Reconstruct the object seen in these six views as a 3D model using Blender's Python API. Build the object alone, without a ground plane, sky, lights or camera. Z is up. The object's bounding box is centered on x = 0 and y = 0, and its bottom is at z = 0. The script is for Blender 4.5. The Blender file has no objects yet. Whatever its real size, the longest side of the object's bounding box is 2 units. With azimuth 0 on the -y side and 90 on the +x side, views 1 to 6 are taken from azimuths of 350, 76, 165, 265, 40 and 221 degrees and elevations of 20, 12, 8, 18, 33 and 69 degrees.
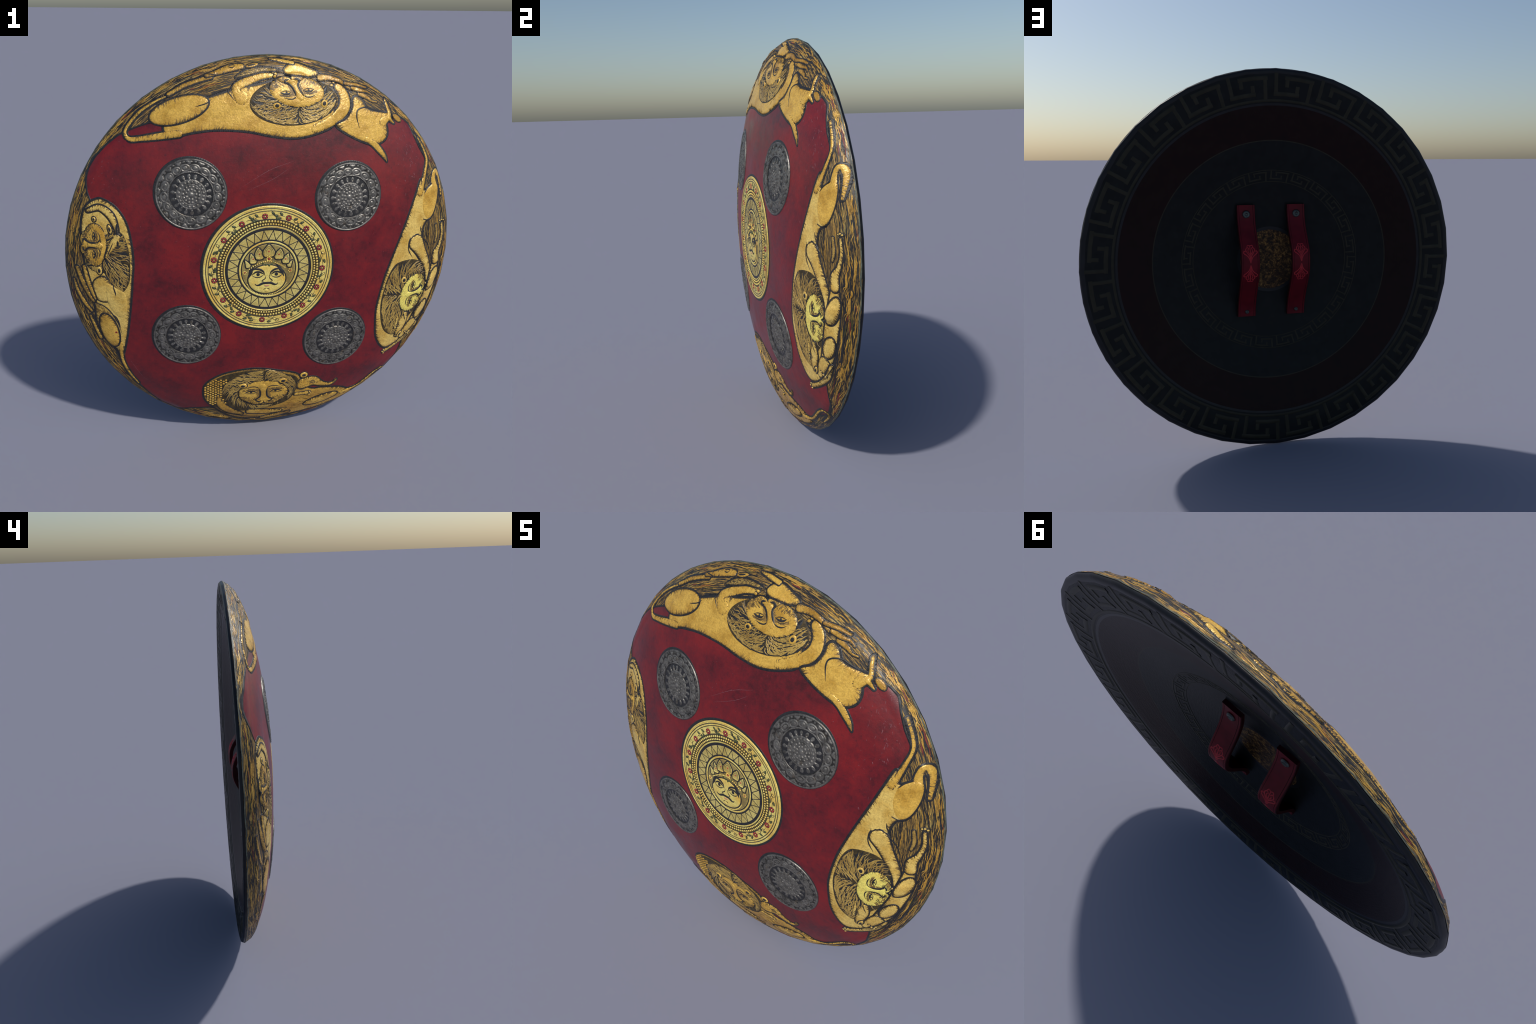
# Round lacquered shield: shallow dome with four low-relief lion panels, a sun medallion,
# four pewter bosses, a dense engraved rim frieze, and a dark lining with two leather straps.
import bpy, math, random
import numpy as np
from mathutils import Vector, Matrix
from mathutils.geometry import delaunay_2d_cdt

rng = random.Random(7)
nrng = np.random.default_rng(7)
TAU = 2 * math.pi
CZ = 1.0                       # height of the shield's centre
SIDES = 40                     # the rim is a 40-sided polygon

# ------------------------------------------------------------------ profiles
def hermite(knots, values):
    K = np.array(knots, float); V = np.array(values, float)
    M = np.gradient(V, K); M[0] = 0.0
    def f(r):
        r = np.clip(np.asarray(r, float), K[0], K[-1])
        i = np.clip(np.searchsorted(K, r) - 1, 0, len(K) - 2)
        h = K[i + 1] - K[i]; s = (r - K[i]) / h
        return ((1 + 2 * s) * (1 - s) ** 2 * V[i] + s * (1 - s) ** 2 * h * M[i]
                + s * s * (3 - 2 * s) * V[i + 1] + s * s * (s - 1) * h * M[i + 1])
    return f

front_y = hermite([0, .2, .4, .6, .75, .85, .92, .97, 1.0],
                  [-.1050, -.1028, -.0938, -.0680, -.0340, -.0035, .0280, .0580, .0995])
back_y = hermite([0, .175, .30, .42, .5, .58, .72, .82, .90, .96, 1.0],
                 [-.058, -.0525, -.039, -.016, .0045, .026, .064, .091, .107, .1125, .1120])

def polygon_radius(phi):
    step = TAU / SIDES
    off = np.mod(phi, step) - step / 2
    return math.cos(step / 2) / np.cos(off)

def facet(x, z):
    """radius measured in units of the rim polygon; only the outer border is faceted"""
    r = np.hypot(x, z)
    w = np.clip((r - .93) / .06, 0, 1); w = w * w * (3 - 2 * w)
    c = 1 + (polygon_radius(np.arctan2(z, x)) - 1) * w
    return r, r / c

def on_front(x, z, h):
    """point standing h above the dome's front at disc position (x, z)"""
    x = np.asarray(x, float); z = np.asarray(z, float)
    r, q = facet(x, z)
    e = 1e-3
    slope = (front_y(np.minimum(q + e, 1)) - front_y(np.maximum(q - e, 0))) / (np.minimum(q + e, 1) - np.maximum(q - e, 0))
    ln = np.sqrt(1 + slope ** 2)
    safe = np.maximum(r, 1e-9)
    nr = slope / ln; ny = -1 / ln
    return np.stack([x + x / safe * nr * h, front_y(q) + ny * h, CZ + z + z / safe * nr * h], -1)

def on_back(x, z, h):
    x = np.asarray(x, float); z = np.asarray(z, float)
    r, q = facet(x, z)
    return np.stack([x, back_y(q) + h, CZ + z], -1)

# ------------------------------------------------------------------ objects
def add_object(name, verts, faces, material, parent=None, smooth=True, mats=None, face_mats=None):
    me = bpy.data.meshes.new(name)
    me.from_pydata([tuple(map(float, v)) for v in verts], [], [tuple(map(int, f)) for f in faces])
    for m in (mats or [material]):
        me.materials.append(m)
    if face_mats is not None:
        me.polygons.foreach_set("material_index", np.asarray(face_mats, np.int32))
    if smooth:
        me.polygons.foreach_set("use_smooth", np.ones(len(me.polygons), bool))
    me.update()
    ob = bpy.data.objects.new(name, me)
    bpy.context.scene.collection.objects.link(ob)
    if parent is not None:
        ob.parent = parent
    return ob

# ------------------------------------------------------------------ materials
class Nodes:
    def __init__(self, name):
        self.m = bpy.data.materials.new(name); self.m.use_nodes = True
        self.t = self.m.node_tree; self.t.nodes.clear()
        self.out = self.new("ShaderNodeOutputMaterial")
        self.b = self.new("ShaderNodeBsdfPrincipled")
        self.link(self.b.outputs[0], self.out.inputs[0])
        self.pos = self.new("ShaderNodeTexCoord").outputs["Object"]
    def new(self, kind): return self.t.nodes.new(kind)
    def link(self, a, b): self.t.links.new(a, b)
    def put(self, sock, v):
        if isinstance(v, bpy.types.NodeSocket): self.link(v, sock)
        elif isinstance(v, (tuple, list)) and len(v) == 3 and sock.type == "RGBA": sock.default_value = (*v, 1)
        else: sock.default_value = v
    def math(self, op, a, b=0.0, c=None):
        n = self.new("ShaderNodeMath"); n.operation = op
        self.put(n.inputs[0], a); self.put(n.inputs[1], b)
        if c is not None: self.put(n.inputs[2], c)
        return n.outputs[0]
    def mapped(self, scale, vec=None):
        n = self.new("ShaderNodeMapping"); n.inputs["Scale"].default_value = scale
        self.link(vec or self.pos, n.inputs["Vector"]); return n.outputs[0]
    def noise(self, scale, detail=3.0, rough=.55, vec=None, distort=0.0):
        n = self.new("ShaderNodeTexNoise")
        n.inputs["Scale"].default_value = scale; n.inputs["Detail"].default_value = detail
        n.inputs["Roughness"].default_value = rough; n.inputs["Distortion"].default_value = distort
        self.link(vec or self.pos, n.inputs["Vector"]); return n.outputs["Fac"]
    def voronoi(self, scale, vec=None, feature="F1"):
        n = self.new("ShaderNodeTexVoronoi"); n.feature = feature
        n.inputs["Scale"].default_value = scale
        self.link(vec or self.pos, n.inputs["Vector"]); return n.outputs["Distance"]
    def ramp(self, fac, stops):
        n = self.new("ShaderNodeValToRGB"); e = n.color_ramp.elements
        while len(e) < len(stops): e.new(.5)
        for el, (p, c) in zip(e, stops):
            el.position = p; el.color = (*c, 1) if isinstance(c, (tuple, list)) else (c, c, c, 1)
        self.link(fac, n.inputs[0]); return n.outputs[0]
    def mix(self, fac, a, b):
        n = self.new("ShaderNodeMix"); n.data_type = "RGBA"
        self.put(n.inputs[0], fac); self.put(n.inputs[6], a); self.put(n.inputs[7], b)
        return n.outputs[2]
    def bump(self, height, strength=.3, distance=.002):
        n = self.new("ShaderNodeBump"); n.inputs["Strength"].default_value = strength
        n.inputs["Distance"].default_value = distance
        self.link(height, n.inputs["Height"]); self.link(n.outputs[0], self.b.inputs["Normal"])
    def polar(self, around, outward):
        """vector whose pattern runs round the disc: (cos, sin) * around, radius * outward"""
        s = self.new("ShaderNodeSeparateXYZ"); self.link(self.pos, s.inputs[0])
        x = s.outputs[0]; z = self.math("SUBTRACT", s.outputs[2], CZ)
        r = self.math("SQRT", self.math("ADD", self.math("MULTIPLY", x, x), self.math("MULTIPLY", z, z)))
        c = self.new("ShaderNodeCombineXYZ")
        self.link(self.math("MULTIPLY", self.math("DIVIDE", x, r), around), c.inputs[0])
        self.link(self.math("MULTIPLY", self.math("DIVIDE", z, r), around), c.inputs[1])
        self.link(self.math("MULTIPLY", r, outward), c.inputs[2])
        self.radius = r
        return c.outputs[0]
    def finish(self, colour, rough=.5, metal=0.0, spec=.5, coat=0.0):
        self.put(self.b.inputs["Base Color"], colour); self.put(self.b.inputs["Roughness"], rough)
        self.put(self.b.inputs["Metallic"], metal); self.put(self.b.inputs["Specular IOR Level"], spec)
        self.put(self.b.inputs["Coat Weight"], coat)
        return self.m

def red_lacquer():
    n = Nodes("red_lacquer")
    cloud = n.math("ADD", n.math("MULTIPLY", n.noise(4.5, 4, .6), .62), n.math("MULTIPLY", n.noise(34, 6, .72), .38))
    base = n.ramp(cloud, [(.36, (.055, .004, .007)), (.47, (.120, .005, .009)), (.60, (.185, .006, .008))])
    fleck = n.ramp(n.noise(150, 3, .7), [(.60, 0), (.72, 1)])
    base = n.mix(n.math("MULTIPLY", fleck, .25), base, (.22, .030, .030))
    soot = n.ramp(n.noise(80, 4, .7), [(.57, 0), (.70, 1)])
    base = n.mix(n.math("MULTIPLY", soot, .5), base, (.035, .005, .008))
    scratch = n.ramp(n.noise(1, 2, .5, n.mapped((120, 120, 9))), [(.70, 0), (.76, 1)])
    pits = n.ramp(n.voronoi(60), [(.03, 0), (.12, 1)])
    h = n.math("ADD", n.math("MULTIPLY", n.noise(70, 4, .7), .8), n.math("MULTIPLY", scratch, -.4))
    n.bump(n.math("ADD", h, n.math("MULTIPLY", pits, .5)), .5, .0018)
    return n.finish(base, n.ramp(n.noise(9, 3), [(.3, .27), (.7, .42)]), 0, .55)

def gilding(name, light, deep, speck=.6, metal=.15):
    n = Nodes(name)
    base = n.ramp(n.noise(11, 5, .62), [(.36, deep), (.60, light)])
    grain = n.ramp(n.noise(150, 3, .6), [(.35, .72), (.60, 1.0)])
    mul = n.new("ShaderNodeMix"); mul.data_type = "RGBA"; mul.blend_type = "MULTIPLY"
    mul.inputs[0].default_value = 1.0
    n.link(base, mul.inputs[6]); n.link(grain, mul.inputs[7])
    chips = n.ramp(n.noise(62, 2, .5), [(.735, 0), (.755, 1)])
    base = n.mix(n.math("MULTIPLY", chips, speck), mul.outputs[2], (.035, .022, .012))
    wear = n.ramp(n.noise(23, 2, .5), [(.765, 0), (.78, 1)])
    base = n.mix(wear, base, (.22, .012, .014))
    lumps = n.math("ADD", n.noise(55, 4, .65), n.math("MULTIPLY", n.noise(260, 2), .25))
    n.bump(n.math("SUBTRACT", lumps, n.math("MULTIPLY", chips, .6)), .75, .0035)
    return n.finish(base, n.ramp(n.noise(40, 3), [(.35, .22), (.65, .40)]), metal, .6)

def scribbled_gold():
    """gilded ground worked all over with fine black strokes running round the disc"""
    n = Nodes("scribbled_gold")
    v = n.polar(11, 400)
    a = n.noise(1.0, 4, .62, v, .15)
    v2 = n.polar(30, 520)
    b = n.noise(1.0, 3, .6, v2, .1)
    tone = n.noise(9, 4)
    gold = n.ramp(tone, [(.3, (.28, .155, .028)), (.55, (.46, .27, .052)), (.7, (.36, .27, .08))])
    red = n.ramp(n.noise(1.0, 3, .6, n.polar(11, 60)), [(.66, 0), (.70, 1)])
    gold = n.mix(n.math("MULTIPLY", red, .7), gold, (.24, .025, .015))
    green = n.ramp(n.noise(1.0, 3, .6, n.polar(17, 80)), [(.67, 0), (.71, 1)])
    gold = n.mix(n.math("MULTIPLY", green, .6), gold, (.10, .13, .03))
    ink = n.math("MINIMUM", n.ramp(a, [(.475, 0), (.525, 1)]), n.ramp(b, [(.43, 0), (.49, 1)]))
    base = n.mix(ink, (.016, .015, .014), gold)
    n.bump(n.math("ADD", ink, n.math("MULTIPLY", n.noise(160, 3), .4)), .45, .0016)
    return n.finish(base, .40, .1, .55)

def plain(name, light, deep, scale=30, rough=.5, metal=0.0, bump=.3, spec=.5):
    n = Nodes(name)
    base = n.ramp(n.noise(scale, 4, .6), [(.32, deep), (.66, light)])
    n.bump(n.noise(scale * 5, 4, .65), bump, .0015)
    return n.finish(base, rough, metal, spec)

def pewter(name, light, deep):
    n = Nodes(name)
    base = n.ramp(n.noise(38, 5, .65), [(.34, deep), (.62, light)])
    warm = n.ramp(n.noise(25, 3), [(.62, 0), (.72, 1)])
    base = n.mix(n.math("MULTIPLY", warm, .5), base, (.15, .11, .07))
    n.bump(n.noise(170, 4, .7), .45, .0025)
    return n.finish(base, n.ramp(n.noise(60, 3), [(.35, .24), (.65, .40)]), .6, .6)

def lining(name, light, deep, rough=.40):
    n = Nodes(name)
    base = n.ramp(n.noise(16, 5, .65), [(.3, deep), (.7, light)])
    speck = n.ramp(n.noise(210, 2, .6), [(.64, 0), (.74, 1)])
    base = n.mix(n.math("MULTIPLY", speck, .25), base, tuple(min(1, c * 3.0) for c in light))
    grain = n.math("ADD", n.noise(1, 3, .6, n.mapped((150, 60, 60))), n.math("MULTIPLY", n.noise(1, 3, .6, n.polar(7, 130)), .8))
    n.bump(grain, .40, .0028)
    return n.finish(base, rough, 0, .11)

RED = red_lacquer()
GOLD = gilding("gilding", (.78, .475, .080), (.53, .285, .032))
GOLD_DEEP = gilding("gilding_deep", (.61, .35, .052), (.39, .195, .022))
GOLD_PALE = gilding("gilding_pale", (.85, .595, .155), (.63, .38, .066), .5)
LEMON = gilding("gilding_lemon", (.90, .765, .165), (.80, .585, .11), .4, .05)
MEDAL = gilding("medallion_gilding", (.86, .71, .20), (.78, .50, .09), .25, .1)
MEDAL_DULL = gilding("medallion_ground", (.70, .57, .18), (.52, .38, .095), .4, .1)
MEDAL_DARK = gilding("medallion_shadow", (.40, .31, .10), (.24, .17, .05), .6, .1)
MANE = plain("mane_umber", (.080, .055, .020), (.020, .016, .009), 60, .5, .0, .5, .3)
LOCK = gilding("hair_gold", (.54, .355, .085), (.28, .165, .034), .4)
INK = plain("black_ink", (.022, .022, .024), (.008, .008, .009), 60, .42, 0, .4)
SCRIBBLE = scribbled_gold()
PEWTER = pewter("pewter", (.215, .203, .182), (.080, .075, .066))
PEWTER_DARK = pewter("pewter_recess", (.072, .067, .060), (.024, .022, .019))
RUBY = plain("ruby_enamel", (.42, .045, .030), (.25, .02, .02), 60, .35)
SHADE_BROWN = plain("painted_shade_brown", (.26, .155, .038), (.12, .070, .018), 60, .45)
MOSS = plain("moss_green", (.085, .080, .018), (.035, .035, .010), 60, .5)
OCHRE = plain("red_ochre", (.20, .030, .018), (.11, .015, .012), 60, .45)
LEAF = plain("green_enamel", (.10, .12, .035), (.035, .05, .015), 60, .4)
LIP = plain("lip_enamel", (.55, .24, .14), (.45, .18, .10), 60, .4)
SLATE = lining("slate_leather", (.0115, .0125, .0130), (.0065, .0070, .0074))
OXBLOOD = lining("oxblood_leather", (.0150, .0052, .0048), (.0085, .0036, .0034))
KEYS = plain("olive_key", (.033, .030, .0205), (.024, .022, .015), 25, .42, 0, .2, .11)
RIMBLACK = plain("black_rim", (.010, .011, .014), (.006, .006, .008), 25, .4, 0, .3, .25)
STRAP = plain("red_strap_leather", (.115, .004, .010), (.075, .003, .007), 14, .5, 0, .3, .15)
STRAP_EDGE = plain("strap_edge", (.040, .002, .004), (.025, .0015, .003), 20, .55, 0, .3, .15)
STRAP_ART = plain("strap_ornament", (.42, .026, .034), (.28, .014, .022), 50, .5, 0, .3, .2)
STEEL = plain("dull_steel", (.075, .088, .085), (.035, .042, .040), 40, .35, .5)
def granules():
    n = Nodes("gilt_granules")
    grit = n.noise(62, 5, .75)
    base = n.ramp(grit, [(.42, (.010, .004, .002)), (.52, (.085, .036, .008)), (.64, (.34, .18, .045))])
    dark = n.ramp(n.noise(9, 3, .6), [(.40, 0), (.60, 1)])
    base = n.mix(n.math("MULTIPLY", dark, .65), base, (.016, .007, .003))
    n.bump(grit, .9, .004)
    return n.finish(base, .45, .1, .25)
RUST = granules()
PATINA = plain("verdigris_edge", (.10, .115, .085), (.04, .045, .03), 60, .5, 0, .5)

# ------------------------------------------------------------------ height record of the relief
GN = 1401
GX = np.linspace(-1.02, 1.02, GN); GS = GX[1] - GX[0]
HEIGHT = np.zeros((GN, GN), np.float32)       # [z index, x index]

def box_filter(a, k, take):
    for axis in (0, 1):
        out = a.copy()
        for s in range(1, k + 1):
            for sg in (s, -s):
                b = np.roll(a, sg, axis)
                out = np.maximum(out, b) if take == "max" else out + b
        a = out if take == "max" else out / (2 * k + 1)
    return a

def window(lo, hi, pad):
    i0 = max(0, int((lo[0] - GX[0]) / GS) - pad); i1 = min(GN, int((hi[0] - GX[0]) / GS) + pad + 2)
    j0 = max(0, int((lo[1] - GX[0]) / GS) - pad); j1 = min(GN, int((hi[1] - GX[0]) / GS) + pad + 2)
    return i0, i1, j0, j1

def bilinear(a, i0, j0, x, z):
    fx = np.clip((np.asarray(x) - GX[i0]) / GS, 0, a.shape[1] - 1.001)
    fz = np.clip((np.asarray(z) - GX[j0]) / GS, 0, a.shape[0] - 1.001)
    i = fx.astype(int); j = fz.astype(int); u = fx - i; v = fz - j
    return (a[j, i] * (1 - u) * (1 - v) + a[j, i + 1] * u * (1 - v) + a[j + 1, i] * (1 - u) * v + a[j + 1, i + 1] * u * v)

def top_height(x, z):
    i = np.clip(np.rint((np.asarray(x) - GX[0]) / GS).astype(int), 1, GN - 2)
    j = np.clip(np.rint((np.asarray(z) - GX[0]) / GS).astype(int), 1, GN - 2)
    h = HEIGHT[j, i]
    for a in (-1, 0, 1):
        for b in (-1, 0, 1):
            h = np.maximum(h, HEIGHT[j + a, i + b])
    return h

# ------------------------------------------------------------------ flat outlines
def spline(points, closed=False, step=.005):
    p = np.array(points, float); n = len(p); out = []
    for i in range(n if closed else n - 1):
        if closed:
            a, b, c, d = p[i - 1], p[i], p[(i + 1) % n], p[(i + 2) % n]
        else:
            b, c = p[i], p[i + 1]
            a = p[i - 1] if i else 2 * b - c
            d = p[i + 2] if i + 2 < n else 2 * c - b
        m = max(2, int(np.hypot(*(c - b)[:2]) / step))
        t = (np.arange(m) / m)[:, None]
        out.append(.5 * (2 * b + (c - a) * t + (2 * a - 5 * b + 4 * c - d) * t * t + (3 * b - a - 3 * c + d) * t ** 3))
    if not closed: out.append(p[-1:])
    return np.concatenate(out)

def blob(points): return spline(points, True)

def oval(cx, cz, rx, rz, turn=0.0, n=None):
    n = n or max(14, int(TAU * max(rx, rz) / .006))
    a = np.arange(n) / n * TAU; t = math.radians(turn)
    u, v = rx * np.cos(a), rz * np.sin(a)
    return np.stack([cx + u * math.cos(t) - v * math.sin(t), cz + u * math.sin(t) + v * math.cos(t)], -1)

def limb(spine):
    """outline round a tapering spine of (x, z, half width)"""
    s = spline(spine, False, .006)
    d = np.gradient(s[:, :2], axis=0); d /= np.maximum(np.linalg.norm(d, axis=1, keepdims=True), 1e-9)
    n = np.stack([-d[:, 1], d[:, 0]], -1); w = np.maximum(s[:, 2:3], .0012)
    left = s[:, :2] + n * w; right = s[:, :2] - n * w
    def cap(c, dr, nr, w):
        a = np.linspace(math.pi / 2, -math.pi / 2, 9)[1:-1]
        return c + w * (np.cos(a)[:, None] * dr + np.sin(a)[:, None] * nr)
    end = cap(s[-1, :2], d[-1], n[-1], w[-1]); start = cap(s[0, :2], -d[0], -n[0], w[0])
    return np.concatenate([left, end, right[::-1], start])

def area(p): return .5 * np.sum(p[:, 0] * np.roll(p[:, 1], -1) - np.roll(p[:, 0], -1) * p[:, 1])

def grown(p, w):
    if area(p) < 0: p = p[::-1]
    d = np.roll(p, -1, 0) - np.roll(p, 1, 0); d /= np.maximum(np.linalg.norm(d, axis=1, keepdims=True), 1e-9)
    return p + np.stack([d[:, 1], -d[:, 0]], -1) * w

def inside(p, x, z):
    c = np.zeros(x.shape, bool); q = np.roll(p, 1, 0)
    for (ax, az), (bx, bz) in zip(p, q):
        if az == bz: continue
        c ^= ((az > z) != (bz > z)) & (x < (bx - ax) * (z - az) / (bz - az) + ax)
    return c

class Mask:
    """rastered outline, for quick point tests"""
    def __init__(self, poly):
        poly = np.asarray(poly, float)
        self.i0, i1, self.j0, j1 = window(poly.min(0), poly.max(0), 2)
        X, Z = np.meshgrid(GX[self.i0:i1], GX[self.j0:j1]); self.m = inside(poly, X, Z)
        self.lo, self.hi = poly.min(0), poly.max(0)
    def has(self, x, z):
        i = np.rint((np.asarray(x) - GX[self.i0]) / GS).astype(int); j = np.rint((np.asarray(z) - GX[self.j0]) / GS).astype(int)
        ok = (i >= 0) & (j >= 0) & (i < self.m.shape[1]) & (j < self.m.shape[0])
        return ok & self.m[np.clip(j, 0, self.m.shape[0] - 1), np.clip(i, 0, self.m.shape[1] - 1)]

def edge_distance(p, x, z):
    d = np.full(x.shape, 9.0); q = np.roll(p, -1, 0)
    for (ax, az), (bx, bz) in zip(p, q):
        ex, ez = bx - ax, bz - az; L = ex * ex + ez * ez + 1e-15
        t = np.clip(((x - ax) * ex + (z - az) * ez) / L, 0, 1)
        d = np.minimum(d, (x - ax - t * ex) ** 2 + (z - az - t * ez) ** 2)
    return np.sqrt(d)

def keep_on_disc(p, limit=.994):
    r = np.hypot(p[:, 0], p[:, 1]); k = np.minimum(1, limit / np.maximum(r, 1e-9))
    return p * k[:, None]

def relief(name, poly, material, parent, thick=.0026, edge=.012, cell=None):
    """a cushion of the given thickness and rounded edge lying on whatever is already there"""
    poly = keep_on_disc(np.asarray(poly, float))
    if area(poly) < 0: poly = poly[::-1]
    lo, hi = poly.min(0), poly.max(0)
    cell = cell or float(np.clip(math.sqrt(abs(area(poly))) / 9, .0025, .0085))
    i0, i1, j0, j1 = window(lo, hi, 10)
    under = HEIGHT[j0:j1, i0:i1]
    soft = box_filter(box_filter(under, 3, "max"), 3, "mean")
    gx = np.arange(lo[0], hi[0], cell); gz = np.arange(lo[1], hi[1], cell * .866)
    X, Z = np.meshgrid(gx, gz); X = X + (np.arange(len(gz)) % 2)[:, None] * cell / 2
    X, Z = X.ravel(), Z.ravel()
    k = inside(poly, X, Z); X, Z = X[k], Z[k]
    d = edge_distance(poly, X, Z) if len(X) else np.zeros(0)
    k = d > cell * .45; X, Z = X[k], Z[k]
    bx, bz = [X], [Z]
    for f in (.18, .5, .95):
        o = edge * f; g = grown(poly, -o); g = g[::1 if f < .5 else 2]
        k = inside(poly, g[:, 0], g[:, 1]); g = g[k]
        if len(g):
            g = g[edge_distance(poly, g[:, 0], g[:, 1]) > o * .8]; bx.append(g[:, 0]); bz.append(g[:, 1])
    X = np.concatenate(bx); Z = np.concatenate(bz)
    co = [Vector(p) for p in poly] + [Vector((a, b)) for a, b in zip(X, Z)]
    nb = len(poly)
    v, _, f, *_ = delaunay_2d_cdt(co, [(i, (i + 1) % nb) for i in range(nb)], [], 1, 1e-6)
    v = np.array([(a.x, a.y) for a in v])
    if not len(f): return None
    dv = edge_distance(poly, v[:, 0], v[:, 1])
    def rise(d):
        t = np.clip(d / edge, 0, 1)
        return thick * np.sqrt(np.maximum(0, 1 - (1 - t) ** 2))
    h = bilinear(soft, i0, j0, v[:, 0], v[:, 1]) + rise(dv) + .0002
    h = np.where(dv < 1e-4, bilinear(under, i0, j0, v[:, 0], v[:, 1]) - .0006, h)
    P = on_front(v[:, 0], v[:, 1], h)
    faces = []
    for t in f:
        a, b, c = v[t[0]], v[t[1]], v[t[2]]
        flip = (b[0] - a[0]) * (c[1] - a[1]) - (b[1] - a[1]) * (c[0] - a[0]) < 0
        faces.append((t[0], t[2], t[1]) if flip else tuple(t))
    WX, WZ = np.meshgrid(GX[i0:i1], GX[j0:j1])
    k = inside(poly, WX, WZ)
    if k.any():
        dd = edge_distance(poly, WX[k], WZ[k])
        under[k] = np.maximum(under[k], soft[k] + rise(dd) + .0002)
    return add_object(name, P, faces, material, parent)

FLAT = .72          # how proud the gilding stands
FRINGE = []         # contours that get a fringe of fine engraved hatching once everything is in place

def piece(name, poly, material, parent, thick=.0026, edge=.012, ink=.0062, fringe=1.0):
    """a gilded part with its black engraved contour round it"""
    poly = np.asarray(poly, float)
    if ink:
        relief("contour", grown(poly, ink * .75), INK, parent, .0006, .003)
        poly = grown(poly, -ink * .45)
    ob = relief(name, poly, material, parent, thick * FLAT, edge * .9)
    if ink and fringe and ob is not None: engrave(poly, ob if parent is shield else parent, fringe)
    return ob

def engrave(poly, parent, amount):
    """fine strokes running inward from a contour, as the graver leaves them"""
    if area(poly) < 0: poly = poly[::-1]
    e = np.roll(poly, -1, 0) - poly; L = np.linalg.norm(e, axis=1)
    size = math.sqrt(abs(area(poly)))
    t = np.cumsum(L); m = int(t[-1] / .0026 * amount * min(1, size / .075))
    if m < 6: return
    u = np.sort(nrng.uniform(0, t[-1], m)); i = np.clip(np.searchsorted(t, u), 0, len(poly) - 1)
    a = poly[i] + e[i] * nrng.uniform(0, 1, (m, 1))
    d = e[i] / np.maximum(L[i], 1e-9)[:, None]; inn = np.stack([-d[:, 1], d[:, 0]], -1)
    lean = nrng.uniform(.2, 1.4, m)[:, None]
    ln = nrng.gamma(2.0, .0022, m).clip(.0015, min(.015, size * .10))[:, None]
    ln = ln * (.55 + .9 * (np.sin(u * 21 + len(poly)) > .1))[:, None]
    b = a + (inn + d * lean) / np.sqrt(1 + lean ** 2) * ln
    s = Strokes(); s.darts(a - inn * .001, b, nrng.uniform(.0012, .0030, m)); s.build("engraved_fringe", INK, parent)
    b2 = a + (inn + d * lean * .6) / np.sqrt(1 + (lean * .6) ** 2) * np.minimum(ln * 2.2, min(.028, size * .17)); k = nrng.random(m) < .7
    s = Strokes(); s.darts((a - inn * .001)[k], b2[k], nrng.uniform(.0022, .0044, int(k.sum())), .0005); s.build("drawn_shade_hatching", SHADE_BROWN, parent)  # wide brown darts draw the soft dark gradient inside each outline

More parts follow.
